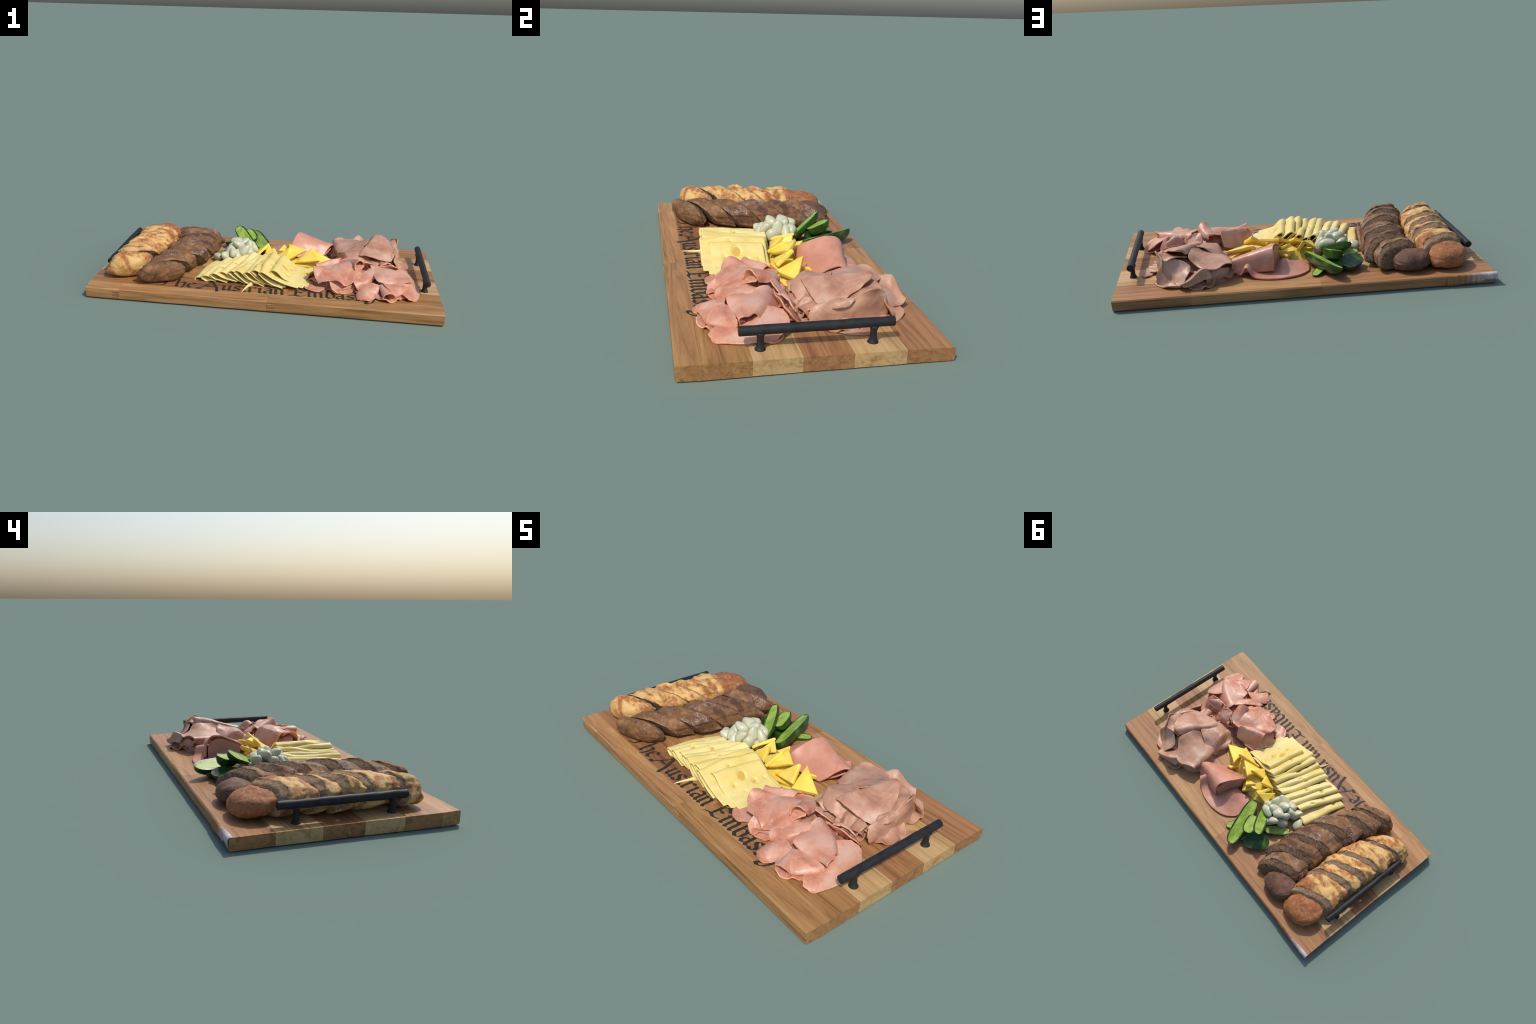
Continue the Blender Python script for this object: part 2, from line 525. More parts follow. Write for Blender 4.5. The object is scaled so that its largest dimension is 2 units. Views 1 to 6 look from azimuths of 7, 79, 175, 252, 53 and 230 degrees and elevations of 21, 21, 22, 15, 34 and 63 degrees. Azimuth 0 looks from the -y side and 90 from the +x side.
# --------------------------------------------------------------- lettering
# blackletter drawn with a broad nib: every stroke is a polyline in units of the x height
GLYPH = {
    "T": [[(0.0, 0.95), (0.25, 1.25), (0.6, 1.1), (1.1, 1.3)], [(0.62, 1.12), (0.45, 0.75), (0.42, 0.35), (0.36, 0.16)], [(-0.12, 0.0), (0.16, 0.06), (0.5, 0.24)]],
    "h": [[(0.1, 1.4), (0.12, 0.15), (0.22, 0.03)], [(0.15, 0.75), (0.42, 0.95), (0.6, 0.8), (0.6, 0.2), (0.5, -0.12)]],
    "e": [[(0.45, 0.95), (0.12, 0.75), (0.1, 0.25), (0.35, 0.03), (0.6, 0.2)], [(0.4, 0.92), (0.62, 0.7), (0.16, 0.5)]],
    "A": [[(0.0, 0.05), (0.15, -0.02), (0.75, 1.3)], [(0.6, 1.3), (0.8, 1.25), (1.15, 0.35), (1.25, -0.25), (1.3, -0.3)], [(0.42, 0.55), (0.75, 0.5), (1.0, 0.58)], [(0.0, 0.12), (0.22, -0.04)]],
    "u": [[(0.05, 0.9), (0.15, 0.8), (0.14, 0.2), (0.3, 0.03), (0.5, 0.16)], [(0.5, 0.92), (0.56, 0.8), (0.56, 0.15), (0.68, 0.02)]],
    "s": [[(0.55, 0.82), (0.35, 0.95), (0.12, 0.78), (0.2, 0.58), (0.45, 0.42), (0.5, 0.2), (0.3, 0.03), (0.05, 0.15)]],
    "t": [[(0.2, 1.1), (0.2, 0.15), (0.35, 0.02), (0.48, 0.1)], [(0.02, 0.86), (0.42, 0.9)]],
    "r": [[(0.05, 0.9), (0.15, 0.8), (0.15, 0.15), (0.26, 0.03)], [(0.18, 0.75), (0.4, 0.95), (0.52, 0.8)]],
    "i": [[(0.02, 0.9), (0.12, 0.8), (0.12, 0.15), (0.24, 0.03)]],
    "a": [[(0.1, 0.75), (0.3, 0.95), (0.55, 0.85), (0.56, 0.15), (0.68, 0.02)], [(0.5, 0.55), (0.2, 0.5), (0.12, 0.2), (0.28, 0.03), (0.52, 0.18)]],
    "n": [[(0.05, 0.9), (0.15, 0.8), (0.15, 0.15), (0.26, 0.03)], [(0.18, 0.75), (0.42, 0.95), (0.58, 0.8), (0.58, 0.15), (0.7, 0.03)]],
    "m": [[(0.05, 0.9), (0.15, 0.8), (0.15, 0.15), (0.26, 0.03)], [(0.18, 0.75), (0.42, 0.95), (0.56, 0.8), (0.56, 0.15), (0.66, 0.03)], [(0.6, 0.75), (0.84, 0.95), (0.98, 0.8), (0.98, 0.15), (1.1, 0.03)]],
    "b": [[(0.12, 1.4), (0.12, 0.2), (0.35, 0.02), (0.58, 0.22), (0.58, 0.75), (0.4, 0.95), (0.16, 0.75)]],
    "y": [[(0.05, 0.9), (0.15, 0.8), (0.14, 0.3), (0.32, 0.12), (0.55, 0.25)], [(0.55, 0.92), (0.58, 0.2), (0.42, -0.25), (0.2, -0.4), (0.0, -0.32), (0.06, -0.12), (0.2, -0.14)]],
    "E": [[(0.95, 1.05), (0.6, 1.28), (0.32, 1.0), (0.34, 0.3), (0.28, 0.1)], [(-0.1, -0.02), (0.28, 0.12), (0.6, 0.0), (0.95, 0.14)], [(0.36, 0.68), (0.6, 0.72), (0.72, 0.62)], [(0.82, 1.3), (0.95, 1.0)]],
}
TEXT = [("T", -0.600, 0.085), ("h", -0.508, 0.055), ("e", -0.440, 0.046), ("A", -0.376, 0.126), ("u", -0.236, 0.053), ("s", -0.174, 0.046),
        ("t", -0.122, 0.034), ("r", -0.088, 0.046), ("i", -0.028, 0.02), ("a", 0.0, 0.055), ("n", 0.062, 0.056), ("E", 0.158, 0.085),
        ("m", 0.251, 0.088), ("b", 0.352, 0.05), ("a", 0.408, 0.052), ("s", 0.470, 0.045), ("s", 0.520, 0.044), ("y", 0.574, 0.052)]
WIDTH = {"T": 1.1, "h": 0.62, "e": 0.6, "A": 1.3, "u": 0.66, "s": 0.55, "t": 0.46, "r": 0.52, "i": 0.22, "a": 0.66, "n": 0.68, "m": 1.08, "b": 0.56, "y": 0.6, "E": 0.95}
XH, BASE, NIB = 0.076, -0.414, 0.0098


def letter(ch, x0, w):
    nib = Vector((math.cos(R2(38)), math.sin(R2(38)), 0)) * NIB
    V, F = [], []
    lift = 0
    sx = w / WIDTH[ch]
    for stroke in GLYPH[ch]:
        pts = [Vector((x0 + a * sx, BASE + b * XH, 0)) for a, b in stroke]
        for p, q in zip(pts, pts[1:]):
            d = (q - p)
            side = Vector((-d.y, d.x, 0)).normalized() * 0.0022
            n = nib if d.cross(nib).z >= 0 else -nib
            s = -side
            # hexagon swept by the nib, given a hairline width of its own
            poly = [p - n, q - n, q + n, p + n]
            if d.cross(nib).length < 0.0022 * d.length * 1.0:
                poly = [p + side, p - side, q - side, q + side]
            lift += 1
            b = len(V)
            for c in poly:
                V.append((c.x, c.y, ztop(c.y) - 0.002))
            for c in poly:
                V.append((c.x, c.y, ztop(c.y) + 0.0006 + 0.00003 * lift))
            F += [(b, b + 1, b + 2, b + 3), (b + 4, b + 5, b + 6, b + 7)]
            F += [(b + k, b + (k + 1) % 4, b + 4 + (k + 1) % 4, b + 4 + k) for k in range(4)]
    return new_obj("letter", V, F, [INK], parent=board, smooth=False)


for ch, x0, w in TEXT:
    letter(ch, x0, w)

# ------------------------------------------------------------------- bread


def bread_piece(parent, name, xc, ya, yb, rx, h, shear, lean, crust, crumb, seed, cap=0, bump=0.007, gap=0.04, facets=5, step=0.16, skew=0.0):
    """A leaning slice whose crust runs from ya to yb at the crest. The crumb steps down behind the +y edge
    over the width of the gap. cap=+1 rounds the +y side to a heel, cap=-1 the -y side."""
    na = 84
    T = yb - ya
    ang = np.linspace(0, 2 * math.pi, na, endpoint=False)
    ca, sa = np.cos(ang), np.sin(ang)
    px = np.sign(ca) * np.abs(ca) ** 0.85 * rx
    zc = h * 0.46
    pz = np.where(sa > 0, zc + (h - zc) * np.abs(sa) ** 0.9, zc - zc * np.abs(sa) ** 0.62)
    px = np.where((sa < 0.25) & (ca > 0), px * (1 + skew * np.clip(0.25 - sa, 0, 1)), px)
    g = gap / T
    lo = 1 - step
    body = [(t, lo + (1.0 - lo) * (t ** 0.8) + 0.02 * math.sin(math.pi * t), 0) for t in (0.0, 0.05, 0.12, 0.2, 0.3, 0.4, 0.5, 0.6, 0.7, 0.8, 0.9, 0.96)] + [(0.99, 0.992, 0)]
    front = [(0.0, lo * 0.3, 1), (0.0, lo * 0.6, 1), (0.0, lo * 0.85, 1), (0.0, lo * 0.96, 1)]
    back = [(1.0, 0.965, 1)] + [(1.0 + t * g, 0.95 - (0.95 - lo) * t ** 0.8, 1) for t in (0.1, 0.3, 0.5, 0.75, 1.0)] + [(1.0 + 1.1 * g, lo * 0.9, 1), (1.0 + 1.1 * g, 0.3, 1)]
    n = 16
    dome = [(i / n, max(0.02, (1 - (i / n) ** 2.4) ** 0.5) * ((lo - 0.02 + (1.02 - lo) * min(1, 2.6 * i / n)) if cap > 0 else 1), 0) for i in range(n + 1)]
    if cap == 0:
        layers = front + body + back
    elif cap > 0:
        layers = front + dome
    else:
        layers = [(1 - t, sc, f) for t, sc, f in dome][::-1] + back
    V, tag = [], []
    for off, sc, flag in layers:
        x = px * (1 - (1 - sc) * 0.5) if (sc > 0.6 and not (cap and not flag)) else px * sc * (1 if (cap and not flag) else 1.3)
        z = zc + (pz - zc) * sc
        if cap and not flag:
            z = np.where(pz > zc, zc + (pz - zc) * sc, zc - (zc - pz) * min(1, sc ** 0.45))
            x = x * np.where(pz > zc, 1, min(1.12, sc ** -0.25))
        oT = np.full(na, off * T)
        d = fbm(np.stack([x * 20 + seed, oT * 24 + seed * 3, z * 20], 1), seed, 3)
        fine = fbm(np.stack([x * 70 + seed, oT * 70, z * 70], 1), seed + 2, 2)
        tile = np.sin(ang * facets + seed * 1.7 + off * 0.6)
        tile = np.tanh(tile * 5) * 0.5
        rr = 1 + (bump * d + 0.0024 * fine + (0.0055 * tile if flag == 0 else 0)) / 0.09 * (1 if flag == 0 else 1.1)
        x2 = x * rr
        z2 = zc + (z - zc) * rr
        e = (off if cap > 0 else 0.0)
        y = ya + off * T + shear * (1 - 0.7 * e) * x2 + lean * (1 - 0.75 * e) * (h - z2)
        if cap > 0:
            y = y - 0.5 * lean * e * (h - z2) * 0
        if flag:
            y = y + 0.007 * fbm(np.stack([x2 * 55, z2 * 55, np.full(na, seed + off)], 1), seed + 5, 3)
        zz = z2 + ztop(0)
        V.append(np.stack([xc + x2, y, np.maximum(zz, ztop(0.1) - 0.002)], 1))
        tag.append(flag)
    nl = len(V)
    V = np.concatenate(V)
    F, fm = [], []
    for i in range(nl - 1):
        for k in range(na):
            F.append((i * na + k, i * na + (k + 1) % na, (i + 1) * na + (k + 1) % na, (i + 1) * na + k))
            fm.append(1 if (tag[i] and tag[i + 1]) else 0)
    F.append(tuple(range(na))[::-1]); fm.append(tag[0])
    F.append(tuple((nl - 1) * na + k for k in range(na))); fm.append(tag[-1])
    return new_obj(name, V, F, [crust, crumb], fm, parent, angle=60)


light = thing("light_loaf", "crusty golden seeded baguette cut into leaning slices", "bread")
# xc, crust from y to y at the crest, half width, height, shear, lean, cap
LB = [(-0.805, -0.392, -0.274, 0.116, 0.144, 0.42, 0.22, -1), (-0.782, -0.250, -0.124, 0.134, 0.153, 0.45, 0.62, 0), (-0.768, -0.100, -0.014, 0.136, 0.150, 0.45, 0.66, 0),
      (-0.760, 0.010, 0.084, 0.136, 0.146, 0.45, 0.66, 0), (-0.762, 0.108, 0.248, 0.132, 0.142, 0.42, 0.62, 0), (-0.777, 0.272, 0.442, 0.114, 0.118, 0.30, 0.50, 1)]
for i, (xc, y0, y1, rx, h, sh, ln, cap) in enumerate(LB):
    bread_piece(light, "bread_slice" if cap == 0 else "bread_heel", xc, y0, y1, rx, h, sh, ln, LIGHT_CRUST, LIGHT_CRUMB, 11 + i * 3.3, cap, bump=0.015, gap=0.022, facets=4, step=0.21)

dark = thing("dark_loaf", "dark brown rye loaf cut into leaning slices", "bread")
DB = [(-0.598, -0.442, -0.368, 0.122, 0.130, 0.45, 0.36, -1), (-0.570, -0.340, -0.254, 0.128, 0.142, 0.50, 0.70, 0), (-0.524, -0.228, -0.114, 0.136, 0.144, 0.50, 0.74, 0),
      (-0.498, -0.088, 0.044, 0.138, 0.137, 0.50, 0.74, 0), (-0.488, 0.068, 0.164, 0.134, 0.132, 0.48, 0.74, 0), (-0.510, 0.190, 0.278, 0.122, 0.129, 0.42, 0.66, 0),
      (-0.580, 0.300, 0.446, 0.108, 0.104, 0.20, 0.30, 1)]
for i, (xc, y0, y1, rx, h, sh, ln, cap) in enumerate(DB):
    bread_piece(dark, "bread_slice" if cap == 0 else "bread_heel", xc, y0, y1, rx, h, sh, ln, DARK_HEEL if cap > 0 else DARK_CRUST, DARK_CRUMB, 41 + i * 3, cap, bump=0.011, gap=0.028, facets=6, step=0.26, skew=0.16)

# ------------------------------------------------------------ pale cheese
cheese = thing("sliced_cheese", "row of folded pale yellow holed cheese slices", "cheese")


def smooth_path(pts, n):
    """Even resampling of a Catmull-Rom curve through 2D points."""
    P = np.array(pts, float)
    P = np.vstack([2 * P[0] - P[1], P, 2 * P[-1] - P[-2]])
    out = []
    for i in range(1, len(P) - 2):
        for t in np.linspace(0, 1, 20, endpoint=False):
            a, b, c, d = P[i - 1], P[i], P[i + 1], P[i + 2]
            out.append(0.5 * ((2 * b) + (-a + c) * t + (2 * a - 5 * b + 4 * c - d) * t * t + (-a + 3 * b - 3 * c + d) * t ** 3))
    out.append(P[-2])
    Q = np.array(out)
    s = np.concatenate([[0], np.cumsum(np.linalg.norm(np.diff(Q, axis=0), axis=1))])
    u = np.linspace(0, s[-1], n)
    return np.stack([np.interp(u, s, Q[:, k]) for k in range(Q.shape[1])], 1)


def cheese_slice(xa, xb, ya, yb, h, tail, tail_z, seed, eyes=()):
    """Folded slice: the nose of the fold runs from (xa, ya) to (xb, yb) at height h, both leaves fall away to +x."""
    nv, nu = 44, 70
    rho = 0.013
    P = np.zeros((nu, nv, 3))
    for j in range(nv):
        t = j / (nv - 1)
        y = ya + (yb - ya) * t
        x = xa + (xb - xa) * t + 0.006 * vnoise([[y * 9, seed, 0]], 2)[0]
        hh = h + 0.004 + 0.010 * vnoise([[y * 10, seed, 4]], 3)[0]
        zb = ztop(y) + 0.006
        fall = max(0.0, hh - zb)
        path = [(tail * 0.6, zb + 0.15 * fall * 0), (tail * 0.35, zb + 0.18 * fall), (0.022, hh - 2.4 * rho - 0.12 * fall), (0.004, hh - 1.9 * rho), (-0.009, hh - rho), (0.0, hh - 0.15 * rho), (0.012, hh),
                (0.034, hh - 0.13 * fall), (tail * 0.36, zb + tail_z + 0.45 * fall), (tail * 0.62, zb + tail_z + 0.20 * fall), (tail, zb + tail_z)]
        S = smooth_path(path, nu)
        P[:, j, 0] = x + S[:, 0]
        P[:, j, 1] = y + 0.010 * vnoise(np.stack([S[:, 0] * 12, np.full(nu, seed), S[:, 1] * 9], 1), 6) * (1 if 0 else 1)
        P[:, j, 2] = S[:, 1] + 0.0030 * vnoise(np.stack([S[:, 0] * 30, np.full(nu, y * 22), np.full(nu, seed)], 1), 8)
    fm_extra = np.zeros((nu, nv))
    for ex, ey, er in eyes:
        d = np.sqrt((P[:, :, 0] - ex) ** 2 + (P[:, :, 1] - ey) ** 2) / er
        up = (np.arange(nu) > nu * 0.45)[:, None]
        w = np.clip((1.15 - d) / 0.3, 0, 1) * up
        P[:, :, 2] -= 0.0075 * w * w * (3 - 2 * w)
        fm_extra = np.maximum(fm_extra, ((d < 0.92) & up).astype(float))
    V, F, rim = grid_solid(P, 0.0055)
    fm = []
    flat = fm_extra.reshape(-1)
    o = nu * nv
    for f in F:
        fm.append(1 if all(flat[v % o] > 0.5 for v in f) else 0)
    return new_obj("cheese_slice", V, F, [CHEESE, CHEESE_EYE_DENT], fm, cheese)


CH = [(-0.405, -0.345, -0.300, -0.01, 0.083, 0.11), (-0.362, -0.262, -0.312, -0.03, 0.104, 0.13), (-0.306, -0.205, -0.316, -0.01, 0.122, 0.15), (-0.262, -0.158, -0.305, -0.005, 0.124, 0.15),
      (-0.205, -0.112, -0.318, -0.005, 0.136, 0.16), (-0.165, -0.072, -0.322, -0.01, 0.140, 0.17), (-0.112, -0.030, -0.330, -0.02, 0.148, 0.18), (-0.070, -0.005, -0.326, -0.03, 0.152, 0.19),
      (-0.026, 0.012, -0.340, -0.03, 0.166, 0.22), (0.036, 0.076, -0.295, -0.045, 0.158, 0.21)]
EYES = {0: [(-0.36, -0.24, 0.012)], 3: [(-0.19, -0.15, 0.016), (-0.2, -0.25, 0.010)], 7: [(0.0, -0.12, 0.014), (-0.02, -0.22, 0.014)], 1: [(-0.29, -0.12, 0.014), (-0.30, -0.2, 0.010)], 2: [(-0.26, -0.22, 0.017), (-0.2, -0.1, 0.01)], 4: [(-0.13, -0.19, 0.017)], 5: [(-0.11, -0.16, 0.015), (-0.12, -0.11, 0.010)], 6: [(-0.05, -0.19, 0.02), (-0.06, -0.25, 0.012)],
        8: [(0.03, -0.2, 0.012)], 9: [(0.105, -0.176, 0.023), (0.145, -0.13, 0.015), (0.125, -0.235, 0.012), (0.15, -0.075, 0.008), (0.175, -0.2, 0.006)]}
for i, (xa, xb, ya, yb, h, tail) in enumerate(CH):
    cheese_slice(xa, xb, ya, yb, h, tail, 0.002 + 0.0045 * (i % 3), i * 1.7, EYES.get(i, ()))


def flat_sheet(name, parent, outline, z_of, thick, mats, n=22, jag=0.0, seed=0.0):
    """Thin sheet filling a smooth closed outline (list of xy), at height z_of(x, y)."""
    C = np.mean(np.array(outline), axis=0)
    O = smooth_path(list(outline) + [outline[0]], 81)[:-1]
    nv = len(O)
    P = np.zeros((n, nv, 3))
    for i in range(n):
        t = 0.02 + 0.98 * i / (n - 1)
        xy = C + (O - C) * t
        xy = xy + jag * t ** 4 * np.stack([vnoise(np.stack([O[:, 0] * 60, O[:, 1] * 60, np.full(nv, seed)], 1), 1), vnoise(np.stack([O[:, 0] * 60, O[:, 1] * 60, np.full(nv, seed)], 1), 2)], 1)
        z = np.array([z_of(a, b) for a, b in xy])
        P[i] = np.column_stack([xy, z])
    V, F, rim = grid_solid(P, thick, wrap_v=True)
    nvn = n * nv
    F.append(tuple(range(nv))[::-1]); F.append(tuple(nvn + k for k in range(nv)))
    ring = lambda v: (v % nvn) // nv
    fm = [1 if (len(mats) > 1 and len(f) == 4 and min(ring(v) for v in f) >= n - 2) else 0 for f in F]
    return new_obj(name, V, F, mats, fm, parent)


# broad lying leaf of the nearest slice and the pulled thread
flat_sheet("cheese_slice", cheese, [(0.09, -0.31), (0.21, -0.318), (0.255, -0.25), (0.29, -0.19), (0.275, -0.08), (0.2, -0.05), (0.1, -0.05)],
           lambda x, y: ztop(y) + 0.006 + 0.035 * max(0, (0.26 - x) / 0.17) ** 1.5 * (1 if x > 0.02 else 1), 0.005, [CHEESE], 18, 0.004, 2)
V, F = tube([(-0.075, -0.320, 0.075), (-0.088, -0.338, 0.071), (-0.098, -0.360, 0.069), (-0.105, -0.385, 0.068), (-0.110, -0.405, 0.0675), (-0.114, -0.424, 0.0665)], [0.014, 0.0085, 0.0065, 0.005, 0.0033, 0.001], 12)
new_obj("cheese_thread", V, F, [CHEESE], parent=cheese)

def envelope(bumps):
    """Heap profile as a soft union of rounded mounds (cx, cy, rx, ry, height)."""
    def H(x, y):
        x, y = np.asarray(x, float), np.asarray(y, float)
        tot = 0
        for cx, cy, rx, ry, h in bumps:
            d = ((x - cx) / rx) ** 2 + ((y - cy) / ry) ** 2
            tot = tot + (h * np.exp(-0.5 * d ** 1.5 * 1.6)) ** 4
        return np.maximum(tot, 1e-12) ** 0.25
    return H


def heap_core(parent, name, env, box, mat, sink, lump=0.006):
    """Lumpy filler added under the upper pieces of a heap."""
    nx, ny = 60, 60
    xs = np.linspace(box[0], box[1], nx)
    ys = np.linspace(box[2], box[3], ny)
    X, Y = np.meshgrid(xs, ys, indexing="ij")
    H = env(X, Y)
    N = fbm(np.stack([X.ravel() * 18, Y.ravel() * 18, np.zeros(X.size)], 1), 3, 3).reshape(X.shape)
    Z = np.array(0.0615 - 0.009 * Y) - 0.004 + np.maximum(0, (H - sink)) * 1.0 + lump * N * (H > sink)
    P = np.stack([X, Y, Z], 2)
    V, F, _ = grid_solid(P, 0.003)
    ob = new_obj(name, V, F, [mat], parent=parent)
    ob["kind"] = "stuff"
    return ob


# ----------------------------------------------------------- yellow cheese
yellow = thing("yellow_cheese_pieces", "bright yellow triangular cheese pieces in a heap", "cheese")


def wedge(a, b, c, t):
    """Triangular slab: corners a, b, c of the upper face, thickness t, softened edges."""
    A = [Vector(p) for p in (a, b, c)]
    n = (A[1] - A[0]).cross(A[2] - A[0]).normalized()
    if n.z < 0:
        n = -n
        A = [A[0], A[2], A[1]]
    bm = bmesh.new()
    top = [bm.verts.new(p) for p in A]
    bot = [bm.verts.new(p - n * t) for p in A]
    bm.faces.new(top)
    bm.faces.new(bot[::-1])
    for k in range(3):
        bm.faces.new((top[k], bot[k], bot[(k + 1) % 3], top[(k + 1) % 3]))
    bmesh.ops.recalc_face_normals(bm, faces=bm.faces)
    bmesh.ops.bevel(bm, geom=bm.edges[:], offset=min(0.006, t * 0.28), segments=3, affect="EDGES", profile=0.6)
    bmesh.ops.triangulate(bm, faces=[f for f in bm.faces if len(f.verts) > 4])
    bmesh.ops.subdivide_edges(bm, edges=[e for e in bm.edges if e.calc_length() > 0.03], cuts=4, use_grid_fill=True)
    for v in bm.verts:
        d = 0.004 * vnoise([[v.co.x * 22, v.co.y * 22, v.co.z * 22]], 3)[0]
        v.co += n * d
    me = bpy.data.meshes.new("cheese_wedge")
    bm.to_mesh(me)
    bm.free()
    me.materials.append(YELLOW)
    me.polygons.foreach_set("use_smooth", [True] * len(me.polygons))
    me.set_sharp_from_angle(angle=R2(60))
    ob = bpy.data.objects.new("cheese_wedge", me)
    bpy.context.scene.collection.objects.link(ob)
    ob.parent = yellow
    return ob


heap = envelope([(0.06, 0.055, 0.13, 0.065, 0.055), (0.25, 0.045, 0.11, 0.05, 0.040)])
heap_core(yellow, "cheese_filler", heap, (-0.12, 0.42, -0.03, 0.16), YELLOW, 0.004)  # filler mound added under the wedges to close deep gaps
WEDGES = [
    ((0.412, 0.045, 0.104), (0.248, 0.112, 0.157), (0.300, -0.030, 0.112), 0.022),
    ((0.260, 0.055, 0.194), (0.303, -0.030, 0.138), (0.150, -0.014, 0.104), 0.020),
    ((0.105, 0.105, 0.186), (0.216, 0.049, 0.172), (0.100, -0.020, 0.124), 0.020),
    ((0.122, 0.062, 0.186), (0.100, -0.034, 0.132), (0.030, 0.012, 0.130), 0.018),
    ((0.015, 0.058, 0.172), (-0.052, 0.010, 0.118), (0.062, -0.014, 0.122), 0.020),
    ((-0.027, 0.128, 0.174), (-0.085, 0.020, 0.128), (-0.105, 0.115, 0.120), 0.016),
    ((-0.020, 0.122, 0.166), (-0.036, 0.006, 0.116), (0.016, 0.108, 0.108), 0.020),
    ((0.072, 0.148, 0.166), (0.115, 0.105, 0.130), (0.040, 0.085, 0.140), 0.022),
    ((0.075, 0.178, 0.100), (0.140, 0.110, 0.100), (0.020, 0.090, 0.105), 0.024),
    ((0.290, 0.145, 0.100), (0.230, 0.080, 0.100), (0.255, 0.140, 0.100), 0.024),
    ((0.180, 0.080, 0.120), (0.340, 0.020, 0.090), (0.150, -0.035, 0.085), 0.024),
    ((0.060, 0.080, 0.110), (0.180, 0.060, 0.110), (0.010, -0.020, 0.090), 0.030),
    ((-0.090, 0.060, 0.100), (0.020, 0.090, 0.100), (0.000, -0.010, 0.095), 0.030),
]
for w in WEDGES:
    wedge(*w)

# ------------------------------------------------------------ pearl onions
onions = thing("pearl_onions", "clump of small shiny white pickled onions", "onions")


def onion_mesh():
    nu, nv = 14, 20
    V = [(0, 0, 1.44)]
    F = []
    for i in range(1, nu):
        t = math.pi * i / nu
        r = math.sin(t) ** 0.9
        z = math.cos(t)
        z = z + 0.42 * max(0, z) ** 5
        for k in range(nv):
            a = 2 * math.pi * k / nv
            k2 = 1 + 0.10 * math.sin(2 * a + 1.5 * z) + 0.07 * math.sin(3 * a - 2 * z)
            V.append((r * k2 * math.cos(a), r * k2 * math.sin(a), z))
    V.append((0, 0, -1.05))
    for k in range(nv):
        F.append((0, 1 + k, 1 + (k + 1) % nv))
        b = 1 + (nu - 2) * nv
        F.append((len(V) - 1, b + (k + 1) % nv, b + k))
    for i in range(nu - 2):
        for k in range(nv):
            a = 1 + i * nv
            F.append((a + k, a + nv + k, a + nv + (k + 1) % nv, a + (k + 1) % nv))
    return V, F


V, F = onion_mesh()
first = new_obj("pearl_onion", V, F, [ONION], parent=onions)
SPOTS = [(-0.205, 0.052, 0.168), (-0.232, 0.155, 0.150), (-0.180, 0.105, 0.160), (-0.150, 0.140, 0.140), (-0.255, 0.070, 0.140), (-0.215, 0.105, 0.168), (-0.150, 0.075, 0.150), (-0.130, 0.115, 0.125),
         (-0.180, 0.020, 0.142), (-0.225, 0.000, 0.128), (-0.250, 0.030, 0.118), (-0.145, 0.045, 0.120), (-0.190, 0.060, 0.110), (-0.230, 0.120, 0.105), (-0.175, 0.150, 0.100), (-0.265, 0.110, 0.105), (-0.125, 0.085, 0.095),
         (-0.335, 0.040, 0.085), (-0.200, -0.005, 0.110), (-0.270, 0.010, 0.100), (-0.205, 0.165, 0.105)]
for i, p in enumerate(SPOTS):
    o = first if i == 0 else first.copy()
    if i:
        bpy.context.scene.collection.objects.link(o)
    s = 0.027 + 0.010 * rng.random()
    o.location = p
    o.scale = (s, s * (0.9 + 0.2 * rng.random()), s * (1.0 + 0.25 * rng.random()))
    o.rotation_euler = (rng.uniform(-1.1, 1.1), rng.uniform(-1.1, 1.1), rng.uniform(0, 6))

# ---------------------------------------------------------------- gherkins
gherkins = thing("gherkin_pieces", "green pickled gherkin halves with pale cut faces", "pickles")


def gherkin(a, b, up, r, depth=1.0, blunt=0.5, whole=False, name="gherkin_half"):
    """Half gherkin between end points a and b (on the cut face), the cut face looks along up."""
    a, b, up = Vector(a), Vector(b), Vector(up)
    d = (b - a)
    L = d.length
    d.normalize()
    up = (up - d * up.dot(d)).normalized()
    side = d.cross(up)
    nl, ns, nf = 30, 18, 9
    rings = []
    for i in range(nl + 1):
        t = i / nl
        w = max(0.02, (1 - abs(2 * t - 1) ** (2.0 / blunt)) ** 0.5) * r
        c = a + d * (L * t)
        ring = []
        for k in range(nf + 1):  # cut face, slightly hollow
            q = -1 + 2 * k / nf
            ring.append((c + side * (q * w) + up * (0.002 * vnoise([[t * 6, q * 2, r * 90]], 2)[0] - 0.05 * w * (1 - q * q)), 1))
        for k in range(1, ns):
            th = math.pi * k / ns
            bumpy = 1 + 0.05 * vnoise([[t * 8, th * 3, r * 70]], 4)[0]
            ring.append((c + side * (math.cos(th) * w) - up * (math.sin(th) * w * depth * bumpy), 0))
        rings.append(ring)
    m_ = len(rings[0])
    V = [p for ring in rings for p, _ in ring]
    F, fm = [], []
    for i in range(nl):
        for k in range(m_):
            k2 = (k + 1) % m_
            F.append((i * m_ + k, i * m_ + k2, (i + 1) * m_ + k2, (i + 1) * m_ + k))
            fm.append(1 if 0 < k < nf - 1 and 0 < i < nl - 1 and not whole else 0)
    F.append(tuple(range(m_))[::-1]); fm.append(0)
    F.append(tuple(nl * m_ + k for k in range(m_))); fm.append(0)
    return new_obj(name, V, F, [G_SKIN, G_FLESH], fm, gherkins, angle=45)


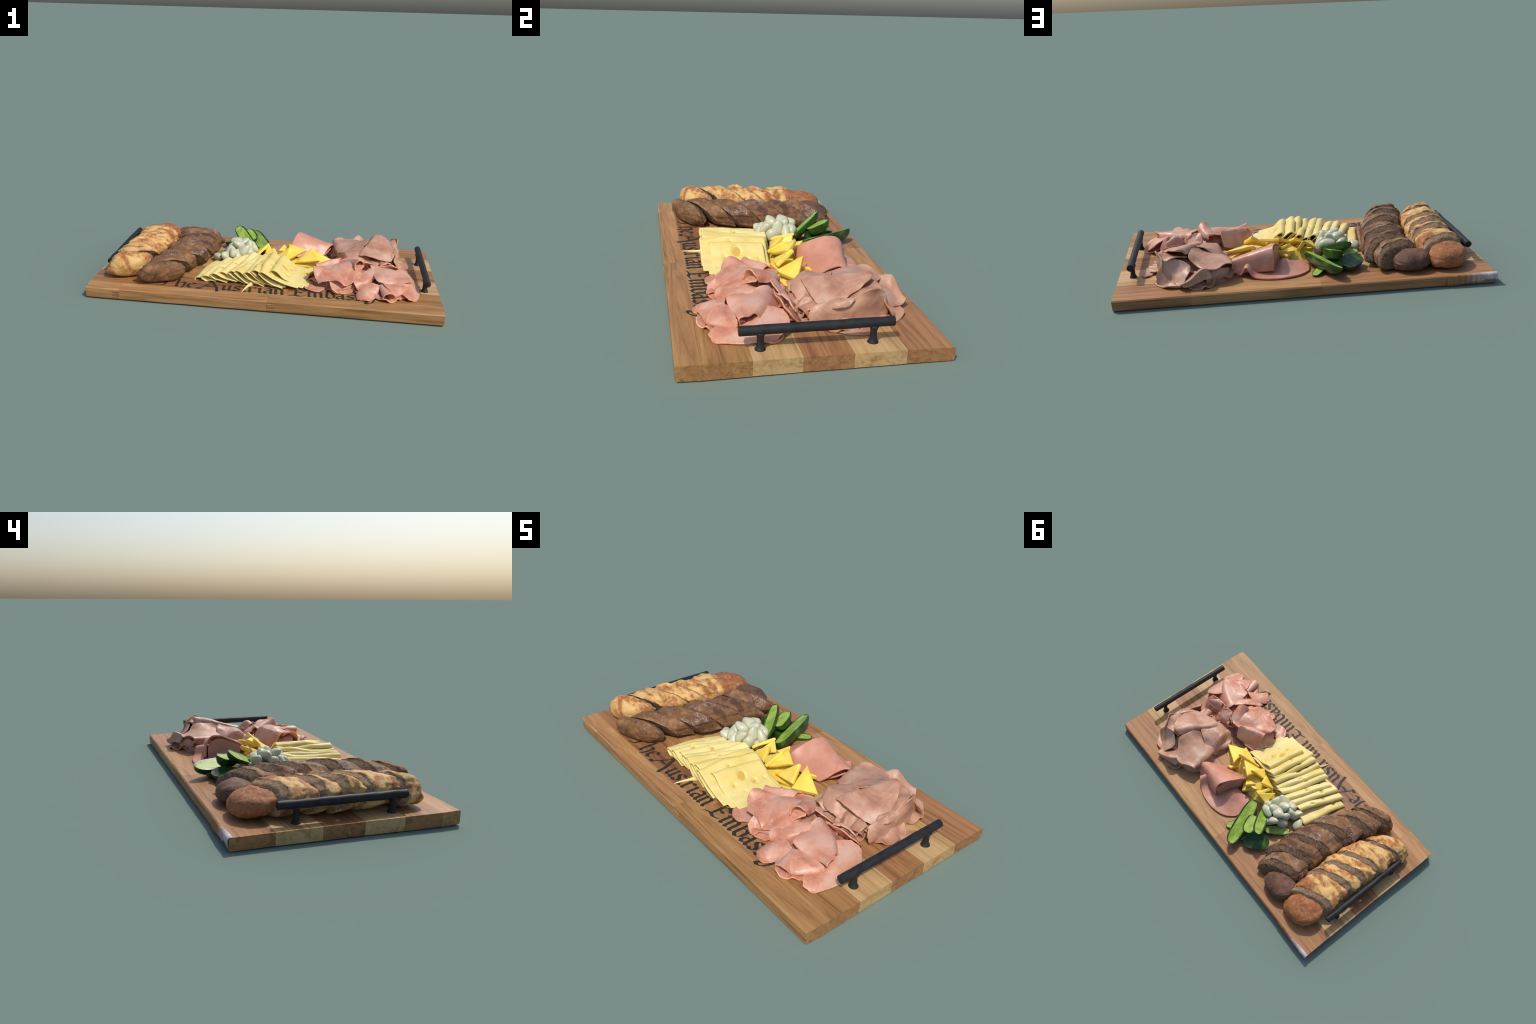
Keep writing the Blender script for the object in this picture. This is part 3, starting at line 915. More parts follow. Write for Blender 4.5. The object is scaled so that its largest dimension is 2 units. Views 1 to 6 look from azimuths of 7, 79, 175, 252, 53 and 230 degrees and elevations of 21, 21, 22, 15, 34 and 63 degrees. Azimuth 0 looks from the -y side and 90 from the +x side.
gherkin((-0.128, 0.140, 0.118), (-0.258, 0.305, 0.208), (-0.30, -0.45, 0.85), 0.038, 1.0, 0.55)
gherkin((-0.040, 0.150, 0.118), (-0.178, 0.462, 0.128), (-0.45, 0.10, 0.88), 0.045, 1.25, 0.5)
gherkin((-0.135, 0.225, 0.150), (-0.200, 0.345, 0.178), (0.05, -0.55, 0.80), 0.040, 1.3, 0.6)
gherkin((-0.200, 0.375, 0.110), (-0.320, 0.255, 0.108), (-0.15, 0.25, 0.95), 0.052, 1.0, 0.6, True)
gherkin((-0.225, 0.225, 0.098), (-0.335, 0.100, 0.086), (0.1, 0.3, 0.9), 0.030, 1.0, 0.6)
gherkin((-0.045, 0.395, 0.068), (-0.130, 0.270, 0.090), (0.3, 0.3, 0.9), 0.028, 1.0, 0.55)
gherkin((-0.100, 0.240, 0.105), (-0.220, 0.290, 0.115), (0.0, 0.2, 0.9), 0.045, 1.2, 0.6, True)  # this and the next are added filler pieces, skin only
gherkin((-0.150, 0.300, 0.100), (-0.170, 0.400, 0.085), (0.4, 0.3, 0.9), 0.040, 1.0, 0.6, True)


# ------------------------------------------------------------- meat slices
def apply_fold(q, z, d, r, alpha):
    """Bends a sheet: everything past q=d wraps round radius r by angle alpha (radians)."""
    sgn = 1 if alpha >= 0 else -1
    al = abs(alpha)
    zz = z * sgn
    e = q - d
    ang = np.clip(e / r, 0, al)
    rest = np.maximum(0, e - r * al)
    qn = np.where(e > 0, d + (r - zz) * np.sin(ang) + rest * np.cos(ang), q)
    zn = np.where(e > 0, r - (r - zz) * np.cos(ang) + rest * np.sin(ang), zz)
    return qn, zn * sgn


def meat_slice(parent, name, c, R, yaw, mats, env, folds=(), ruffles=(), lift=0.0, aspect=1.0, tilt=(0, 0), seed=0.0, thick=0.006, jag=0.10, follow=1.0, droop=0.0):
    nr, na = 30, 110
    rr = np.linspace(0.02, 1, nr)[:, None]
    th = np.linspace(0, 2 * math.pi, na, endpoint=False)[None, :]
    prof = 1 + jag * (0.6 * np.sin(2 * th + seed * 3) + 0.4 * np.sin(3 * th + seed * 7)) + jag * 0.6 * fbm(np.stack([np.cos(th[0]) * 2.2 + seed, np.sin(th[0]) * 2.2, np.full(na, seed)], 1), seed, 3)[None, :]
    s = (rr * np.cos(th) * prof * R * aspect)
    t = (rr * np.sin(th) * prof * R / aspect)
    z = np.zeros_like(s)
    rad = np.sqrt(s * s + t * t) / R
    z = z + 0.006 * fbm(np.stack([s.ravel() * 16 + seed, t.ravel() * 16, np.full(s.size, seed)], 1), seed, 2).reshape(s.shape)
    for amp, wave, ang, ph, grow in ruffles:
        u = s * math.cos(ang) + t * math.sin(ang)
        z = z + amp * np.sin(u / wave * 2 * math.pi + ph) * rad ** grow
    z = z - droop * rad ** 2
    for ang, d, r, alpha in folds:
        ca, sa = math.cos(ang), math.sin(ang)
        q, p = s * ca + t * sa, -s * sa + t * ca
        q, z = apply_fold(q, z, d, r, alpha)
        s, t = q * ca - p * sa, q * sa + p * ca
    # tilt in the local frame (pitch about t, roll about s), then place
    z = z + s * math.tan(tilt[0]) + t * math.tan(tilt[1])
    cy, sy = math.cos(yaw), math.sin(yaw)
    x = c[0] + s * cy - t * sy
    y = c[1] + s * sy + t * cy
    floor = 0.0615 - 0.009 * y + thick * 0.6
    zz = floor + follow * env(x, y) + z + lift
    k = 0.006
    zz = floor + np.where((zz - floor) > k, zz - floor, k * np.exp(np.minimum(0, (zz - floor - k) / k)))
    P = np.stack([x, y, zz], 2)
    V, F, rim = grid_solid(P, thick, wrap_v=True)
    o = nr * na
    F.append(tuple(range(na))[::-1]); F.append(tuple(o + k2 for k2 in range(na)))
    ring = lambda v: (v % o) // na
    fm = [1 if len(f) == 4 and min(ring(v) for v in f) >= nr - 2 else 0 for f in F]
    return new_obj(name, V, F, mats, fm, parent)


def catmull(P, n, axis, over=0.0):
    """Smooth resampling of control points along one axis of a control net, running a little past its ends."""
    P = np.moveaxis(np.asarray(P, float), axis, 0)
    Q = np.concatenate([[2 * P[0] - P[1]], P, [2 * P[-1] - P[-2]]])
    m_ = len(P) - 1
    out = []
    for u in np.linspace(-over, m_ + over, n):
        i = min(max(int(u), 0), m_ - 1)
        t = u - i
        a, b, c, d = Q[i], Q[i + 1], Q[i + 2], Q[i + 3]
        out.append(0.5 * (2 * b + (c - a) * t + (2 * a - 5 * b + 4 * c - d) * t * t + (3 * b - a - 3 * c + d) * t ** 3))
    return np.moveaxis(np.array(out), 0, axis)


def draped_slice(parent, name, net, mats, seed=0.0, thick=0.0065, wrinkle=0.006, fray=0.006, rounding=0.35, over=0.20, curl=0.013):
    """A thin slice draped through a small net of control points (rows of (x, y, z))."""
    n = 64
    G = catmull(catmull(net, 121, 0, over), 121, 1, over)
    a = np.linspace(-1, 1, n)
    U, W = np.meshgrid(a, a, indexing="ij")
    U2 = U * np.sqrt(1 - rounding * W * W / 2 * 1.2)
    W2 = W * np.sqrt(1 - rounding * U * U / 2 * 1.2)
    edge = np.maximum(np.abs(U), np.abs(W)) ** 6
    rag = fbm(np.stack([U.ravel() * 3.5 + seed, W.ravel() * 3.5, np.full(U.size, seed * 1.3)], 1), seed, 3).reshape(U.shape)
    k = 1 - np.clip(0.03 + 0.05 * rag, 0, 0.2) * edge * (fray / 0.006)
    ui = np.clip((U2 * k + 1) * 60, 0, 119.999)
    wi = np.clip((W2 * k + 1) * 60, 0, 119.999)

    i, j = ui.astype(int), wi.astype(int)
    fu, fw = (ui - i)[..., None], (wi - j)[..., None]
    P = G[i, j] * (1 - fu) * (1 - fw) + G[i + 1, j] * fu * (1 - fw) + G[i, j + 1] * (1 - fu) * fw + G[i + 1, j + 1] * fu * fw
    N = np.cross(np.gradient(P, axis=0), np.gradient(P, axis=1))
    N /= np.linalg.norm(N, axis=2, keepdims=True) + 1e-9
    flat = P.reshape(-1, 3)
    w = fbm(flat * 17 + seed, seed + 3, 3).reshape(n, n, 1) + 0.8 * edge[..., None] * fbm(flat * 26 + seed * 2, seed + 8, 2).reshape(n, n, 1)
    P = P + N * w * wrinkle
    big = vnoise(flat * 11 + seed * 5, seed + 11).reshape(n, n, 1)
    P = P + N * (0.55 * curl * big + curl * (edge[..., None] ** 0.5) * vnoise(flat * 19 + seed, seed + 6).reshape(n, n, 1))
    P[..., 2] = np.maximum(P[..., 2], 0.0615 - 0.009 * P[..., 1] + thick * 0.6)
    V, F, rim = grid_solid(P, thick)
    o = n * n

    def outer(f):
        return all(min((v % o) // n, n - 1 - (v % o) // n, (v % o) % n, n - 1 - (v % o) % n) <= 1 for v in f)
    fm = [1 if (r or outer(f)) else 0 for f, r in zip(F, rim)]
    return new_obj(name, V, F, mats, fm, parent)


def cone_roll(parent, name, apex, mouth, r0, r1, turn, mats, seed=0.0):
    """A slice rolled to an open cone."""
    a, b = np.array(apex, float), np.array(mouth, float)
    d = b - a
    d /= np.linalg.norm(d)
    s = np.cross(d, [0, 0, 1.0])
    s /= np.linalg.norm(s)
    u = np.cross(s, d)
    net = []
    for t in np.linspace(0, 1, 5):
        c = a + (b - a) * t
        r = r0 + (r1 - r0) * t
        net.append([c + s * (math.cos(q) * r * (1 + 0.1 * k)) + u * (math.sin(q) * r) for k, q in enumerate(np.linspace(-0.6, turn, 9))])
    return draped_slice(parent, name, net, mats, seed, rounding=0.1, wrinkle=0.002, over=0, curl=0.002)


D = R2
ham = thing("ham_slices", "heap of loosely folded thin pink ham slices", "ham")
HA = envelope([(0.36, -0.17, 0.09, 0.09, 0.075), (0.48, -0.19, 0.11, 0.11, 0.085), (0.64, -0.19, 0.14, 0.12, 0.070), (0.76, -0.20, 0.09, 0.11, 0.055), (0.56, -0.05, 0.09, 0.06, 0.05)])
heap_core(ham, "ham_filler", HA, (0.24, 0.90, -0.42, 0.0), HAM, 0.022)  # added core so the board does not show through the ham
HM = [HAM, HAM_EDGE]


def h_slice(seed, *net, **kw):
    draped_slice(ham, "ham_slice", net, HM, seed, **kw)


A_LOW = [
    dict(c=(0.430, -0.262), R=0.082, yaw=D(20), ruffles=[(0.012, 0.08, 1.2, 0.6, 1)], seed=2, follow=0.5, folds=[(D(-60), 0.055, 0.010, D(150))]),
    dict(c=(0.585, -0.315), R=0.072, yaw=D(-10), ruffles=[(0.010, 0.07, 0.9, 0, 1)], seed=3, follow=0.45, folds=[(D(230), 0.05, 0.010, D(140))]),
    dict(c=(0.700, -0.325), R=0.085, yaw=D(30), ruffles=[(0.014, 0.075, 0.1, 0.8, 1)], seed=4, follow=0.5),
    dict(c=(0.790, -0.230), R=0.110, yaw=D(70), ruffles=[(0.008, 0.12, 0.4, 0, 1)], seed=5, follow=0.85, aspect=1.2),
    dict(c=(0.680, -0.090), R=0.085, yaw=D(10), ruffles=[(0.014, 0.06, 0.3, 0, 1)], seed=6, follow=0.8, folds=[(D(90), 0.04, 0.010, D(150))]),
    dict(c=(0.340, -0.150), R=0.100, yaw=D(60), ruffles=[(0.012, 0.09, 0.6, 0.4, 1)], seed=7, follow=0.9),
    dict(c=(0.480, -0.190), R=0.120, yaw=D(0), ruffles=[(0.014, 0.08, 0.6, 0.4, 1)], seed=17, follow=0.95),
    dict(c=(0.600, -0.150), R=0.110, yaw=D(60), ruffles=[(0.014, 0.08, 0.2, 0.4, 1)], seed=18, follow=1.0),
    dict(c=(0.560, -0.080), R=0.070, yaw=D(0), ruffles=[(0.014, 0.06, 0.2, 0.4, 1)], seed=19, follow=0.8, folds=[(D(80), 0.02, 0.010, D(150))]),
]
for d in A_LOW:
    meat_slice(ham, "ham_slice", mats=HM, env=HA, **d)
meat_slice(ham, "ham_slice", (0.290, -0.295), 0.055, D(40), HM, HA, ruffles=[(0.006, 0.06, 0, 0, 1)], seed=1, follow=0.1)
# leaf falling towards the cheese
h_slice(2, [(0.44, -0.12, 0.15), (0.40, -0.18, 0.155), (0.33, -0.22, 0.15), (0.27, -0.23, 0.135)], [(0.41, -0.09, 0.14), (0.36, -0.15, 0.13), (0.30, -0.19, 0.14), (0.255, -0.215, 0.12)],
        [(0.37, -0.07, 0.10), (0.33, -0.12, 0.085), (0.28, -0.15, 0.105), (0.235, -0.20, 0.085)], [(0.33, -0.05, 0.07), (0.29, -0.09, 0.068), (0.25, -0.13, 0.07), (0.225, -0.19, 0.066)])
# leaves on the board at the front
h_slice(3, [(0.36, -0.27, 0.12), (0.44, -0.28, 0.11), (0.52, -0.27, 0.11)], [(0.375, -0.31, 0.11), (0.43, -0.315, 0.08), (0.51, -0.305, 0.075)], [(0.384, -0.345, 0.10), (0.43, -0.350, 0.07), (0.50, -0.328, 0.066)], over=0.04)
h_slice(4, [(0.67, -0.305, 0.13), (0.60, -0.29, 0.12), (0.55, -0.28, 0.10)], [(0.65, -0.34, 0.10), (0.59, -0.33, 0.105), (0.54, -0.33, 0.09)], [(0.62, -0.39, 0.066), (0.57, -0.385, 0.085), (0.525, -0.37, 0.07)], [(0.60, -0.43, 0.066), (0.56, -0.42, 0.07), (0.528, -0.408, 0.066)], over=0.04)
cone_roll(ham, "ham_slice", (0.665, -0.30, 0.115), (0.700, -0.405, 0.092), 0.010, 0.027, 4.4, HM, 5)
# smooth lobe at the right end
h_slice(6, [(0.776, -0.094, 0.147), (0.75, -0.15, 0.140), (0.74, -0.22, 0.12), (0.735, -0.31, 0.09)], [(0.82, -0.09, 0.120), (0.81, -0.15, 0.127), (0.80, -0.23, 0.117), (0.78, -0.335, 0.085)],
        [(0.855, -0.115, 0.090), (0.85, -0.17, 0.100), (0.84, -0.25, 0.103), (0.82, -0.365, 0.078)], [(0.868, -0.15, 0.063), (0.876, -0.20, 0.066), (0.875, -0.28, 0.070), (0.862, -0.37, 0.065)], wrinkle=0.003)
h_slice(7, [(0.64, -0.11, 0.15), (0.68, -0.10, 0.155), (0.725, -0.095, 0.157), (0.77, -0.09, 0.147)], [(0.635, -0.07, 0.125), (0.68, -0.07, 0.115), (0.73, -0.065, 0.132), (0.78, -0.06, 0.12)],
        [(0.63, -0.03, 0.10), (0.68, -0.04, 0.08), (0.73, -0.03, 0.10), (0.775, -0.03, 0.09)], [(0.625, -0.01, 0.068), (0.68, -0.015, 0.066), (0.73, -0.01, 0.068), (0.77, -0.015, 0.066)], wrinkle=0.006)
# folds in the middle
h_slice(8, [(0.672, -0.304, 0.135), (0.70, -0.29, 0.128), (0.76, -0.28, 0.128), (0.815, -0.275, 0.128)], [(0.69, -0.335, 0.127), (0.73, -0.325, 0.122), (0.78, -0.305, 0.117), (0.82, -0.285, 0.112)],
        [(0.733, -0.380, 0.096), (0.76, -0.357, 0.099), (0.79, -0.327, 0.101), (0.818, -0.297, 0.101)], [(0.735, -0.36, 0.078), (0.77, -0.34, 0.083), (0.80, -0.31, 0.087), (0.82, -0.28, 0.09)])
h_slice(9, [(0.62, -0.125, 0.165), (0.585, -0.19, 0.155), (0.55, -0.25, 0.142), (0.505, -0.30, 0.126)], [(0.63, -0.16, 0.15), (0.60, -0.21, 0.152), (0.565, -0.27, 0.140), (0.52, -0.312, 0.117)],
        [(0.63, -0.20, 0.13), (0.61, -0.24, 0.137), (0.585, -0.288, 0.122), (0.535, -0.318, 0.096)], [(0.625, -0.22, 0.11), (0.61, -0.25, 0.108), (0.59, -0.28, 0.092), (0.545, -0.305, 0.080)])
h_slice(10, [(0.665, -0.080, 0.10), (0.71, -0.105, 0.105), (0.76, -0.14, 0.11), (0.81, -0.175, 0.105)], [(0.612, -0.12, 0.168), (0.68, -0.145, 0.166), (0.74, -0.17, 0.162), (0.80, -0.20, 0.152)],
        [(0.625, -0.20, 0.160), (0.685, -0.215, 0.156), (0.745, -0.225, 0.150), (0.812, -0.235, 0.149)], [(0.643, -0.291, 0.144), (0.70, -0.285, 0.129), (0.76, -0.274, 0.129), (0.824, -0.270, 0.139)],
        [(0.66, -0.27, 0.122), (0.71, -0.265, 0.113), (0.765, -0.25, 0.113), (0.815, -0.245, 0.117)], wrinkle=0.003)
# upper left slice, the roll behind it and the small tube
h_slice(11, [(0.30, -0.19, 0.155), (0.36, -0.155, 0.16), (0.42, -0.125, 0.165)], [(0.295, -0.165, 0.168), (0.355, -0.125, 0.178), (0.418, -0.092, 0.190)], [(0.29, -0.14, 0.14), (0.35, -0.10, 0.15), (0.42, -0.065, 0.165)], [(0.29, -0.12, 0.09), (0.35, -0.07, 0.09), (0.42, -0.04, 0.10)])
h_slice(12, [(0.30, -0.17, 0.150), (0.38, -0.11, 0.160), (0.45, -0.075, 0.165), (0.495, -0.055, 0.170)], [(0.284, -0.222, 0.167), (0.37, -0.18, 0.160), (0.46, -0.14, 0.173), (0.55, -0.15, 0.182)],
        [(0.295, -0.26, 0.14), (0.37, -0.235, 0.152), (0.455, -0.205, 0.160), (0.54, -0.20, 0.168)], [(0.305, -0.30, 0.10), (0.39, -0.300, 0.136), (0.46, -0.305, 0.114), (0.505, -0.305, 0.125)])
h_slice(13, [(0.515, -0.212, 0.160), (0.512, -0.195, 0.195), (0.535, -0.175, 0.210), (0.560, -0.158, 0.195), (0.560, -0.150, 0.165)], [(0.50, -0.17, 0.165), (0.495, -0.15, 0.185), (0.51, -0.125, 0.195), (0.535, -0.11, 0.185), (0.54, -0.10, 0.160)],
        [(0.47, -0.12, 0.165), (0.47, -0.09, 0.175), (0.485, -0.075, 0.178), (0.51, -0.065, 0.170), (0.51, -0.05, 0.150)], wrinkle=0.002)

h_slice(14, [(0.72, -0.075, 0.162), (0.74, -0.055, 0.15), (0.75, -0.04, 0.12)], [(0.70, -0.09, 0.167), (0.70, -0.07, 0.165), (0.70, -0.05, 0.13)], [(0.67, -0.10, 0.157), (0.665, -0.08, 0.15), (0.66, -0.06, 0.12)])
h_slice(16, [(0.56, -0.11, 0.165), (0.60, -0.10, 0.16), (0.64, -0.08, 0.14)], [(0.55, -0.08, 0.155), (0.59, -0.065, 0.14), (0.63, -0.05, 0.12)], [(0.54, -0.04, 0.11), (0.58, -0.03, 0.10), (0.62, -0.02, 0.09)], wrinkle=0.008)

pork = thing("roast_pork_slices", "heap of folded thin roast pork slices with browned edges", "meat")
HB = envelope([(0.47, 0.25, 0.10, 0.11, 0.068), (0.62, 0.23, 0.13, 0.12, 0.095), (0.68, 0.16, 0.10, 0.11, 0.08), (0.50, 0.10, 0.09, 0.08, 0.075), (0.60, 0.36, 0.08, 0.05, 0.045), (0.50, 0.02, 0.09, 0.06, 0.062)])
heap_core(pork, "pork_filler", HB, (0.36, 0.88, -0.06, 0.46), PORK, 0.02)  # filler mound added beneath the pork slices
PM = [PORK, PORK_EDGE]


def p_slice(seed, *net, **kw):
    draped_slice(pork, "pork_slice", net, PM, seed, **kw)


B_LOW = [
    dict(c=(0.560, 0.370), R=0.085, yaw=D(20), ruffles=[(0.014, 0.08, 0.2, 0.5, 1)], seed=41, follow=0.8),
    dict(c=(0.700, 0.310), R=0.100, yaw=D(50), ruffles=[(0.014, 0.09, 0.5, 0, 1)], seed=42, follow=0.8),
    dict(c=(0.750, 0.140), R=0.095, yaw=D(10), ruffles=[(0.012, 0.07, 1.0, 0, 1)], seed=43, follow=0.7),
    dict(c=(0.630, 0.040), R=0.075, yaw=D(0), ruffles=[(0.018, 0.055, 0.2, 0, 1)], seed=44, follow=0.8),
    dict(c=(0.490, 0.080), R=0.095, yaw=D(-40), ruffles=[(0.012, 0.08, 0.4, 0.7, 1)], seed=45, follow=0.9),
    dict(c=(0.460, 0.270), R=0.100, yaw=D(0), ruffles=[(0.012, 0.08, 0.4, 0.7, 1)], seed=46, follow=0.9),
    dict(c=(0.640, 0.240), R=0.120, yaw=D(0), ruffles=[(0.014, 0.09, 0.4, 0.7, 1)], seed=47, follow=1.0),
    dict(c=(0.680, 0.110), R=0.085, yaw=D(40), ruffles=[(0.016, 0.07, 0.6, 0.8, 1)], seed=48, follow=0.9, folds=[(D(0), 0.04, 0.010, D(150))]),
]
for d in B_LOW:
    meat_slice(pork, "pork_slice", mats=PM, env=HB, **d)
meat_slice(pork, "pork_slice", (0.835, 0.175), 0.05, D(70), PM, HB, ruffles=[(0.004, 0.05, 0, 0, 1)], seed=21, follow=0.0, aspect=1.4)
meat_slice(pork, "pork_slice", (0.700, 0.015), 0.04, D(10), PM, HB, ruffles=[(0.006, 0.04, 0, 0, 1)], seed=22, follow=0.0)
# big curved wall towards the handle
p_slice(23, [(0.757, 0.025, 0.145), (0.765, 0.10, 0.158), (0.775, 0.185, 0.168), (0.775, 0.25, 0.207), (0.735, 0.315, 0.180)], [(0.775, 0.015, 0.12), (0.778, 0.09, 0.125), (0.785, 0.17, 0.13), (0.782, 0.24, 0.15), (0.745, 0.315, 0.14)],
        [(0.79, 0.012, 0.09), (0.785, 0.08, 0.088), (0.785, 0.16, 0.092), (0.782, 0.235, 0.10), (0.75, 0.32, 0.09)], [(0.79, 0.012, 0.066), (0.785, 0.08, 0.064), (0.785, 0.16, 0.064), (0.782, 0.235, 0.064), (0.755, 0.33, 0.063)])
p_slice(24, [(0.735, 0.31, 0.178), (0.69, 0.30, 0.17), (0.64, 0.31, 0.16), (0.60, 0.34, 0.15)], [(0.765, 0.33, 0.13), (0.71, 0.335, 0.125), (0.65, 0.345, 0.125), (0.61, 0.375, 0.13)], [(0.775, 0.35, 0.09), (0.72, 0.365, 0.08), (0.66, 0.38, 0.095), (0.63, 0.40, 0.10)], [(0.78, 0.36, 0.066), (0.72, 0.39, 0.064), (0.67, 0.41, 0.066), (0.64, 0.43, 0.075)])
# back lobe
p_slice(25, [(0.49, 0.41, 0.10), (0.53, 0.432, 0.11), (0.60, 0.448, 0.085), (0.64, 0.452, 0.078)], [(0.505, 0.378, 0.147), (0.542, 0.424, 0.158), (0.606, 0.445, 0.114), (0.645, 0.451, 0.099)], [(0.54, 0.36, 0.12), (0.58, 0.39, 0.12), (0.62, 0.41, 0.10), (0.66, 0.43, 0.085)], [(0.58, 0.34, 0.12), (0.62, 0.36, 0.10), (0.66, 0.37, 0.085), (0.69, 0.38, 0.075)])
p_slice(26, [(0.40, 0.34, 0.125), (0.45, 0.365, 0.13), (0.51, 0.375, 0.13)], [(0.415, 0.35, 0.095), (0.46, 0.378, 0.095), (0.51, 0.395, 0.10)], [(0.43, 0.345, 0.064), (0.47, 0.37, 0.064), (0.52, 0.395, 0.064)], wrinkle=0.006)
# hump on the left and ruffles in the middle
p_slice(27, [(0.40, 0.16, 0.075), (0.41, 0.12, 0.08), (0.425, 0.06, 0.09), (0.445, -0.01, 0.07)], [(0.42, 0.17, 0.11), (0.435, 0.12, 0.135), (0.45, 0.06, 0.155), (0.465, 0.0, 0.11)], [(0.46, 0.17, 0.14), (0.47, 0.11, 0.158), (0.475, 0.055, 0.167), (0.49, 0.0, 0.13)],
        [(0.52, 0.16, 0.165), (0.53, 0.10, 0.177), (0.54, 0.05, 0.165), (0.55, -0.005, 0.12)], [(0.57, 0.15, 0.175), (0.58, 0.10, 0.17), (0.60, 0.05, 0.13), (0.61, 0.0, 0.09)])
p_slice(28, [(0.58, 0.07, 0.13), (0.63, 0.06, 0.13), (0.68, 0.06, 0.12), (0.73, 0.05, 0.115)], [(0.59, 0.03, 0.09), (0.63, 0.015, 0.122), (0.67, 0.03, 0.085), (0.72, 0.01, 0.105)], [(0.60, 0.0, 0.068), (0.64, -0.02, 0.075), (0.68, 0.0, 0.066), (0.715, -0.005, 0.064)], wrinkle=0.006)
# broad flat slice on the left, with hanging border
p_slice(29, [(0.380, 0.340, 0.118), (0.385, 0.25, 0.108), (0.400, 0.16, 0.098)], [(0.390, 0.337, 0.148), (0.400, 0.25, 0.142), (0.412, 0.165, 0.132)], [(0.47, 0.372, 0.142), (0.48, 0.27, 0.157), (0.49, 0.165, 0.155)], [(0.53, 0.37, 0.15), (0.55, 0.27, 0.172), (0.56, 0.17, 0.177)], [(0.57, 0.35, 0.152), (0.60, 0.29, 0.185), (0.60, 0.20, 0.190)], wrinkle=0.003)
# folded tongue on top: lower leaf, then upper leaf
p_slice(30, [(0.62, 0.29, 0.175), (0.68, 0.295, 0.180), (0.735, 0.31, 0.178)], [(0.64, 0.24, 0.165), (0.70, 0.22, 0.175), (0.76, 0.25, 0.197)], [(0.66, 0.17, 0.150), (0.72, 0.15, 0.158), (0.77, 0.185, 0.165)])
p_slice(31, [(0.535, 0.065, 0.14), (0.57, 0.14, 0.165), (0.60, 0.22, 0.18), (0.63, 0.29, 0.19)], [(0.542, 0.042, 0.166), (0.58, 0.12, 0.189), (0.62, 0.20, 0.207), (0.653, 0.282, 0.222)], [(0.585, 0.04, 0.161), (0.63, 0.11, 0.181), (0.67, 0.18, 0.197), (0.70, 0.25, 0.213)],
        [(0.65, 0.045, 0.146), (0.68, 0.095, 0.166), (0.715, 0.145, 0.179), (0.735, 0.20, 0.19)], [(0.715, 0.05, 0.128), (0.738, 0.075, 0.132), (0.752, 0.12, 0.15), (0.757, 0.16, 0.165)], wrinkle=0.003)

p_slice(32, [(0.735, 0.10, 0.152), (0.76, 0.14, 0.167), (0.775, 0.18, 0.174)], [(0.75, 0.09, 0.142), (0.775, 0.13, 0.157), (0.785, 0.17, 0.167)], [(0.755, 0.085, 0.125), (0.785, 0.12, 0.14), (0.79, 0.16, 0.15)])
cone_roll(pork, "pork_slice", (0.68, 0.06, 0.115), (0.705, -0.005, 0.088), 0.012, 0.024, 4.2, PM, 36)

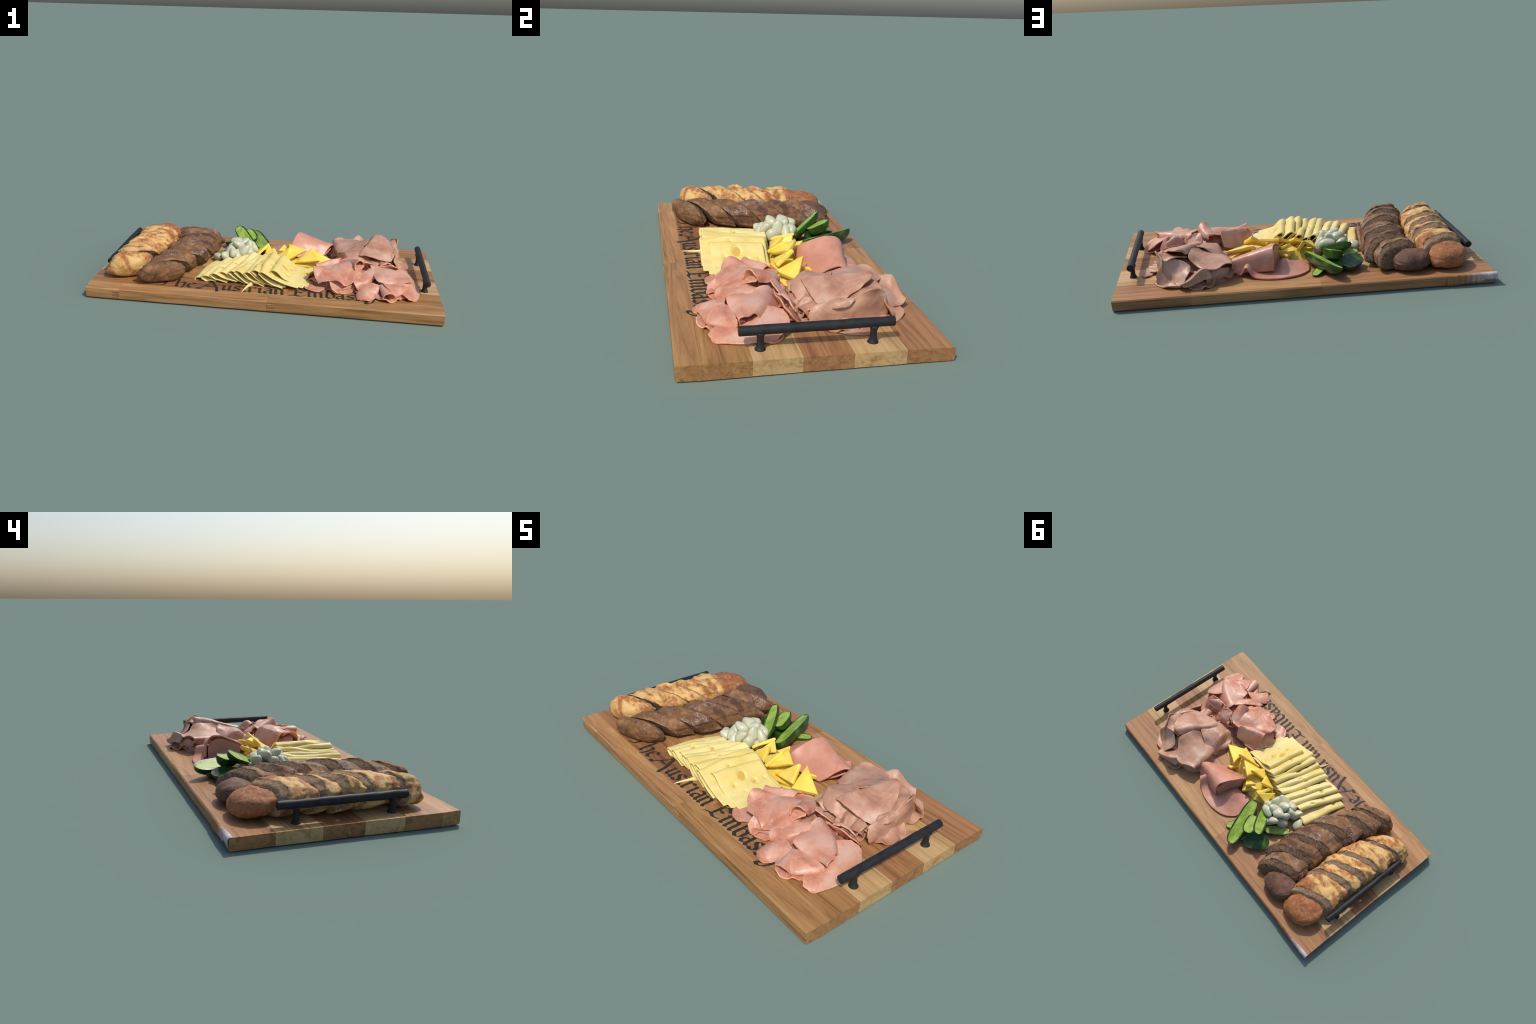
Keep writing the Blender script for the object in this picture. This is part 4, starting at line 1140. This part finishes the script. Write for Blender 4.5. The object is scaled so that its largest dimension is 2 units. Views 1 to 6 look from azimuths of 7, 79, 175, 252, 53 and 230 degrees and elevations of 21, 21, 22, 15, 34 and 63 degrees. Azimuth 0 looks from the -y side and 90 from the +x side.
mort = thing("mortadella_slices", "smooth pink mortadella slices, one folded over", "meat")
MM = [MORT, MORT_EDGE]
draped_slice(mort, "mortadella_slice", [
    [(0.39, 0.30, 0.10), (0.345, 0.325, 0.068), (0.31, 0.345, 0.115), (0.27, 0.368, 0.07), (0.20, 0.392, 0.064), (0.10, 0.394, 0.064), (0.01, 0.365, 0.064), (-0.058, 0.29, 0.064)],
    [(0.37, 0.27, 0.11), (0.33, 0.29, 0.08), (0.30, 0.30, 0.12), (0.25, 0.31, 0.075), (0.18, 0.32, 0.066), (0.10, 0.32, 0.075), (0.03, 0.30, 0.075), (-0.045, 0.25, 0.066)],
    [(0.34, 0.22, 0.09), (0.31, 0.23, 0.08), (0.28, 0.24, 0.10), (0.22, 0.24, 0.075), (0.16, 0.24, 0.075), (0.10, 0.24, 0.11), (0.04, 0.23, 0.085), (-0.03, 0.20, 0.068)],
    [(0.30, 0.18, 0.07), (0.28, 0.18, 0.07), (0.25, 0.18, 0.07), (0.20, 0.18, 0.07), (0.15, 0.18, 0.07), (0.10, 0.18, 0.08), (0.05, 0.17, 0.07), (0.00, 0.15, 0.066)]], MM, 33, thick=0.009, wrinkle=0.002, fray=0.001, rounding=0.3, over=0, curl=0.002)
draped_slice(mort, "mortadella_slice", [
    [(0.105, 0.10, 0.12), (0.112, 0.13, 0.158), (0.128, 0.19, 0.186), (0.145, 0.245, 0.206), (0.158, 0.292, 0.199), (0.155, 0.319, 0.155), (0.162, 0.325, 0.078)],
    [(0.17, 0.11, 0.09), (0.18, 0.145, 0.125), (0.192, 0.195, 0.165), (0.208, 0.245, 0.186), (0.220, 0.288, 0.178), (0.215, 0.312, 0.135), (0.222, 0.318, 0.078)],
    [(0.24, 0.13, 0.072), (0.25, 0.16, 0.10), (0.266, 0.20, 0.141), (0.284, 0.242, 0.162), (0.297, 0.280, 0.154), (0.290, 0.304, 0.110), (0.297, 0.310, 0.078)],
    [(0.30, 0.15, 0.066), (0.32, 0.175, 0.085), (0.345, 0.215, 0.117), (0.370, 0.247, 0.139), (0.388, 0.280, 0.130), (0.380, 0.304, 0.090), (0.387, 0.310, 0.078)]], MM, 34, thick=0.009, wrinkle=0.002, fray=0.001, rounding=0.05, over=0, curl=0.002)

# inner turn of the fold, closing its end
draped_slice(mort, "mortadella_slice", [
    [(0.112, 0.125, 0.150), (0.140, 0.20, 0.178), (0.155, 0.26, 0.190), (0.170, 0.31, 0.150)],
    [(0.116, 0.140, 0.110), (0.138, 0.20, 0.130), (0.155, 0.26, 0.135), (0.168, 0.31, 0.110)],
    [(0.110, 0.150, 0.070), (0.130, 0.20, 0.075), (0.150, 0.26, 0.075), (0.165, 0.31, 0.070)]], MM, 37, thick=0.008, wrinkle=0.003, fray=0.001, rounding=0.1, over=0, curl=0.004)
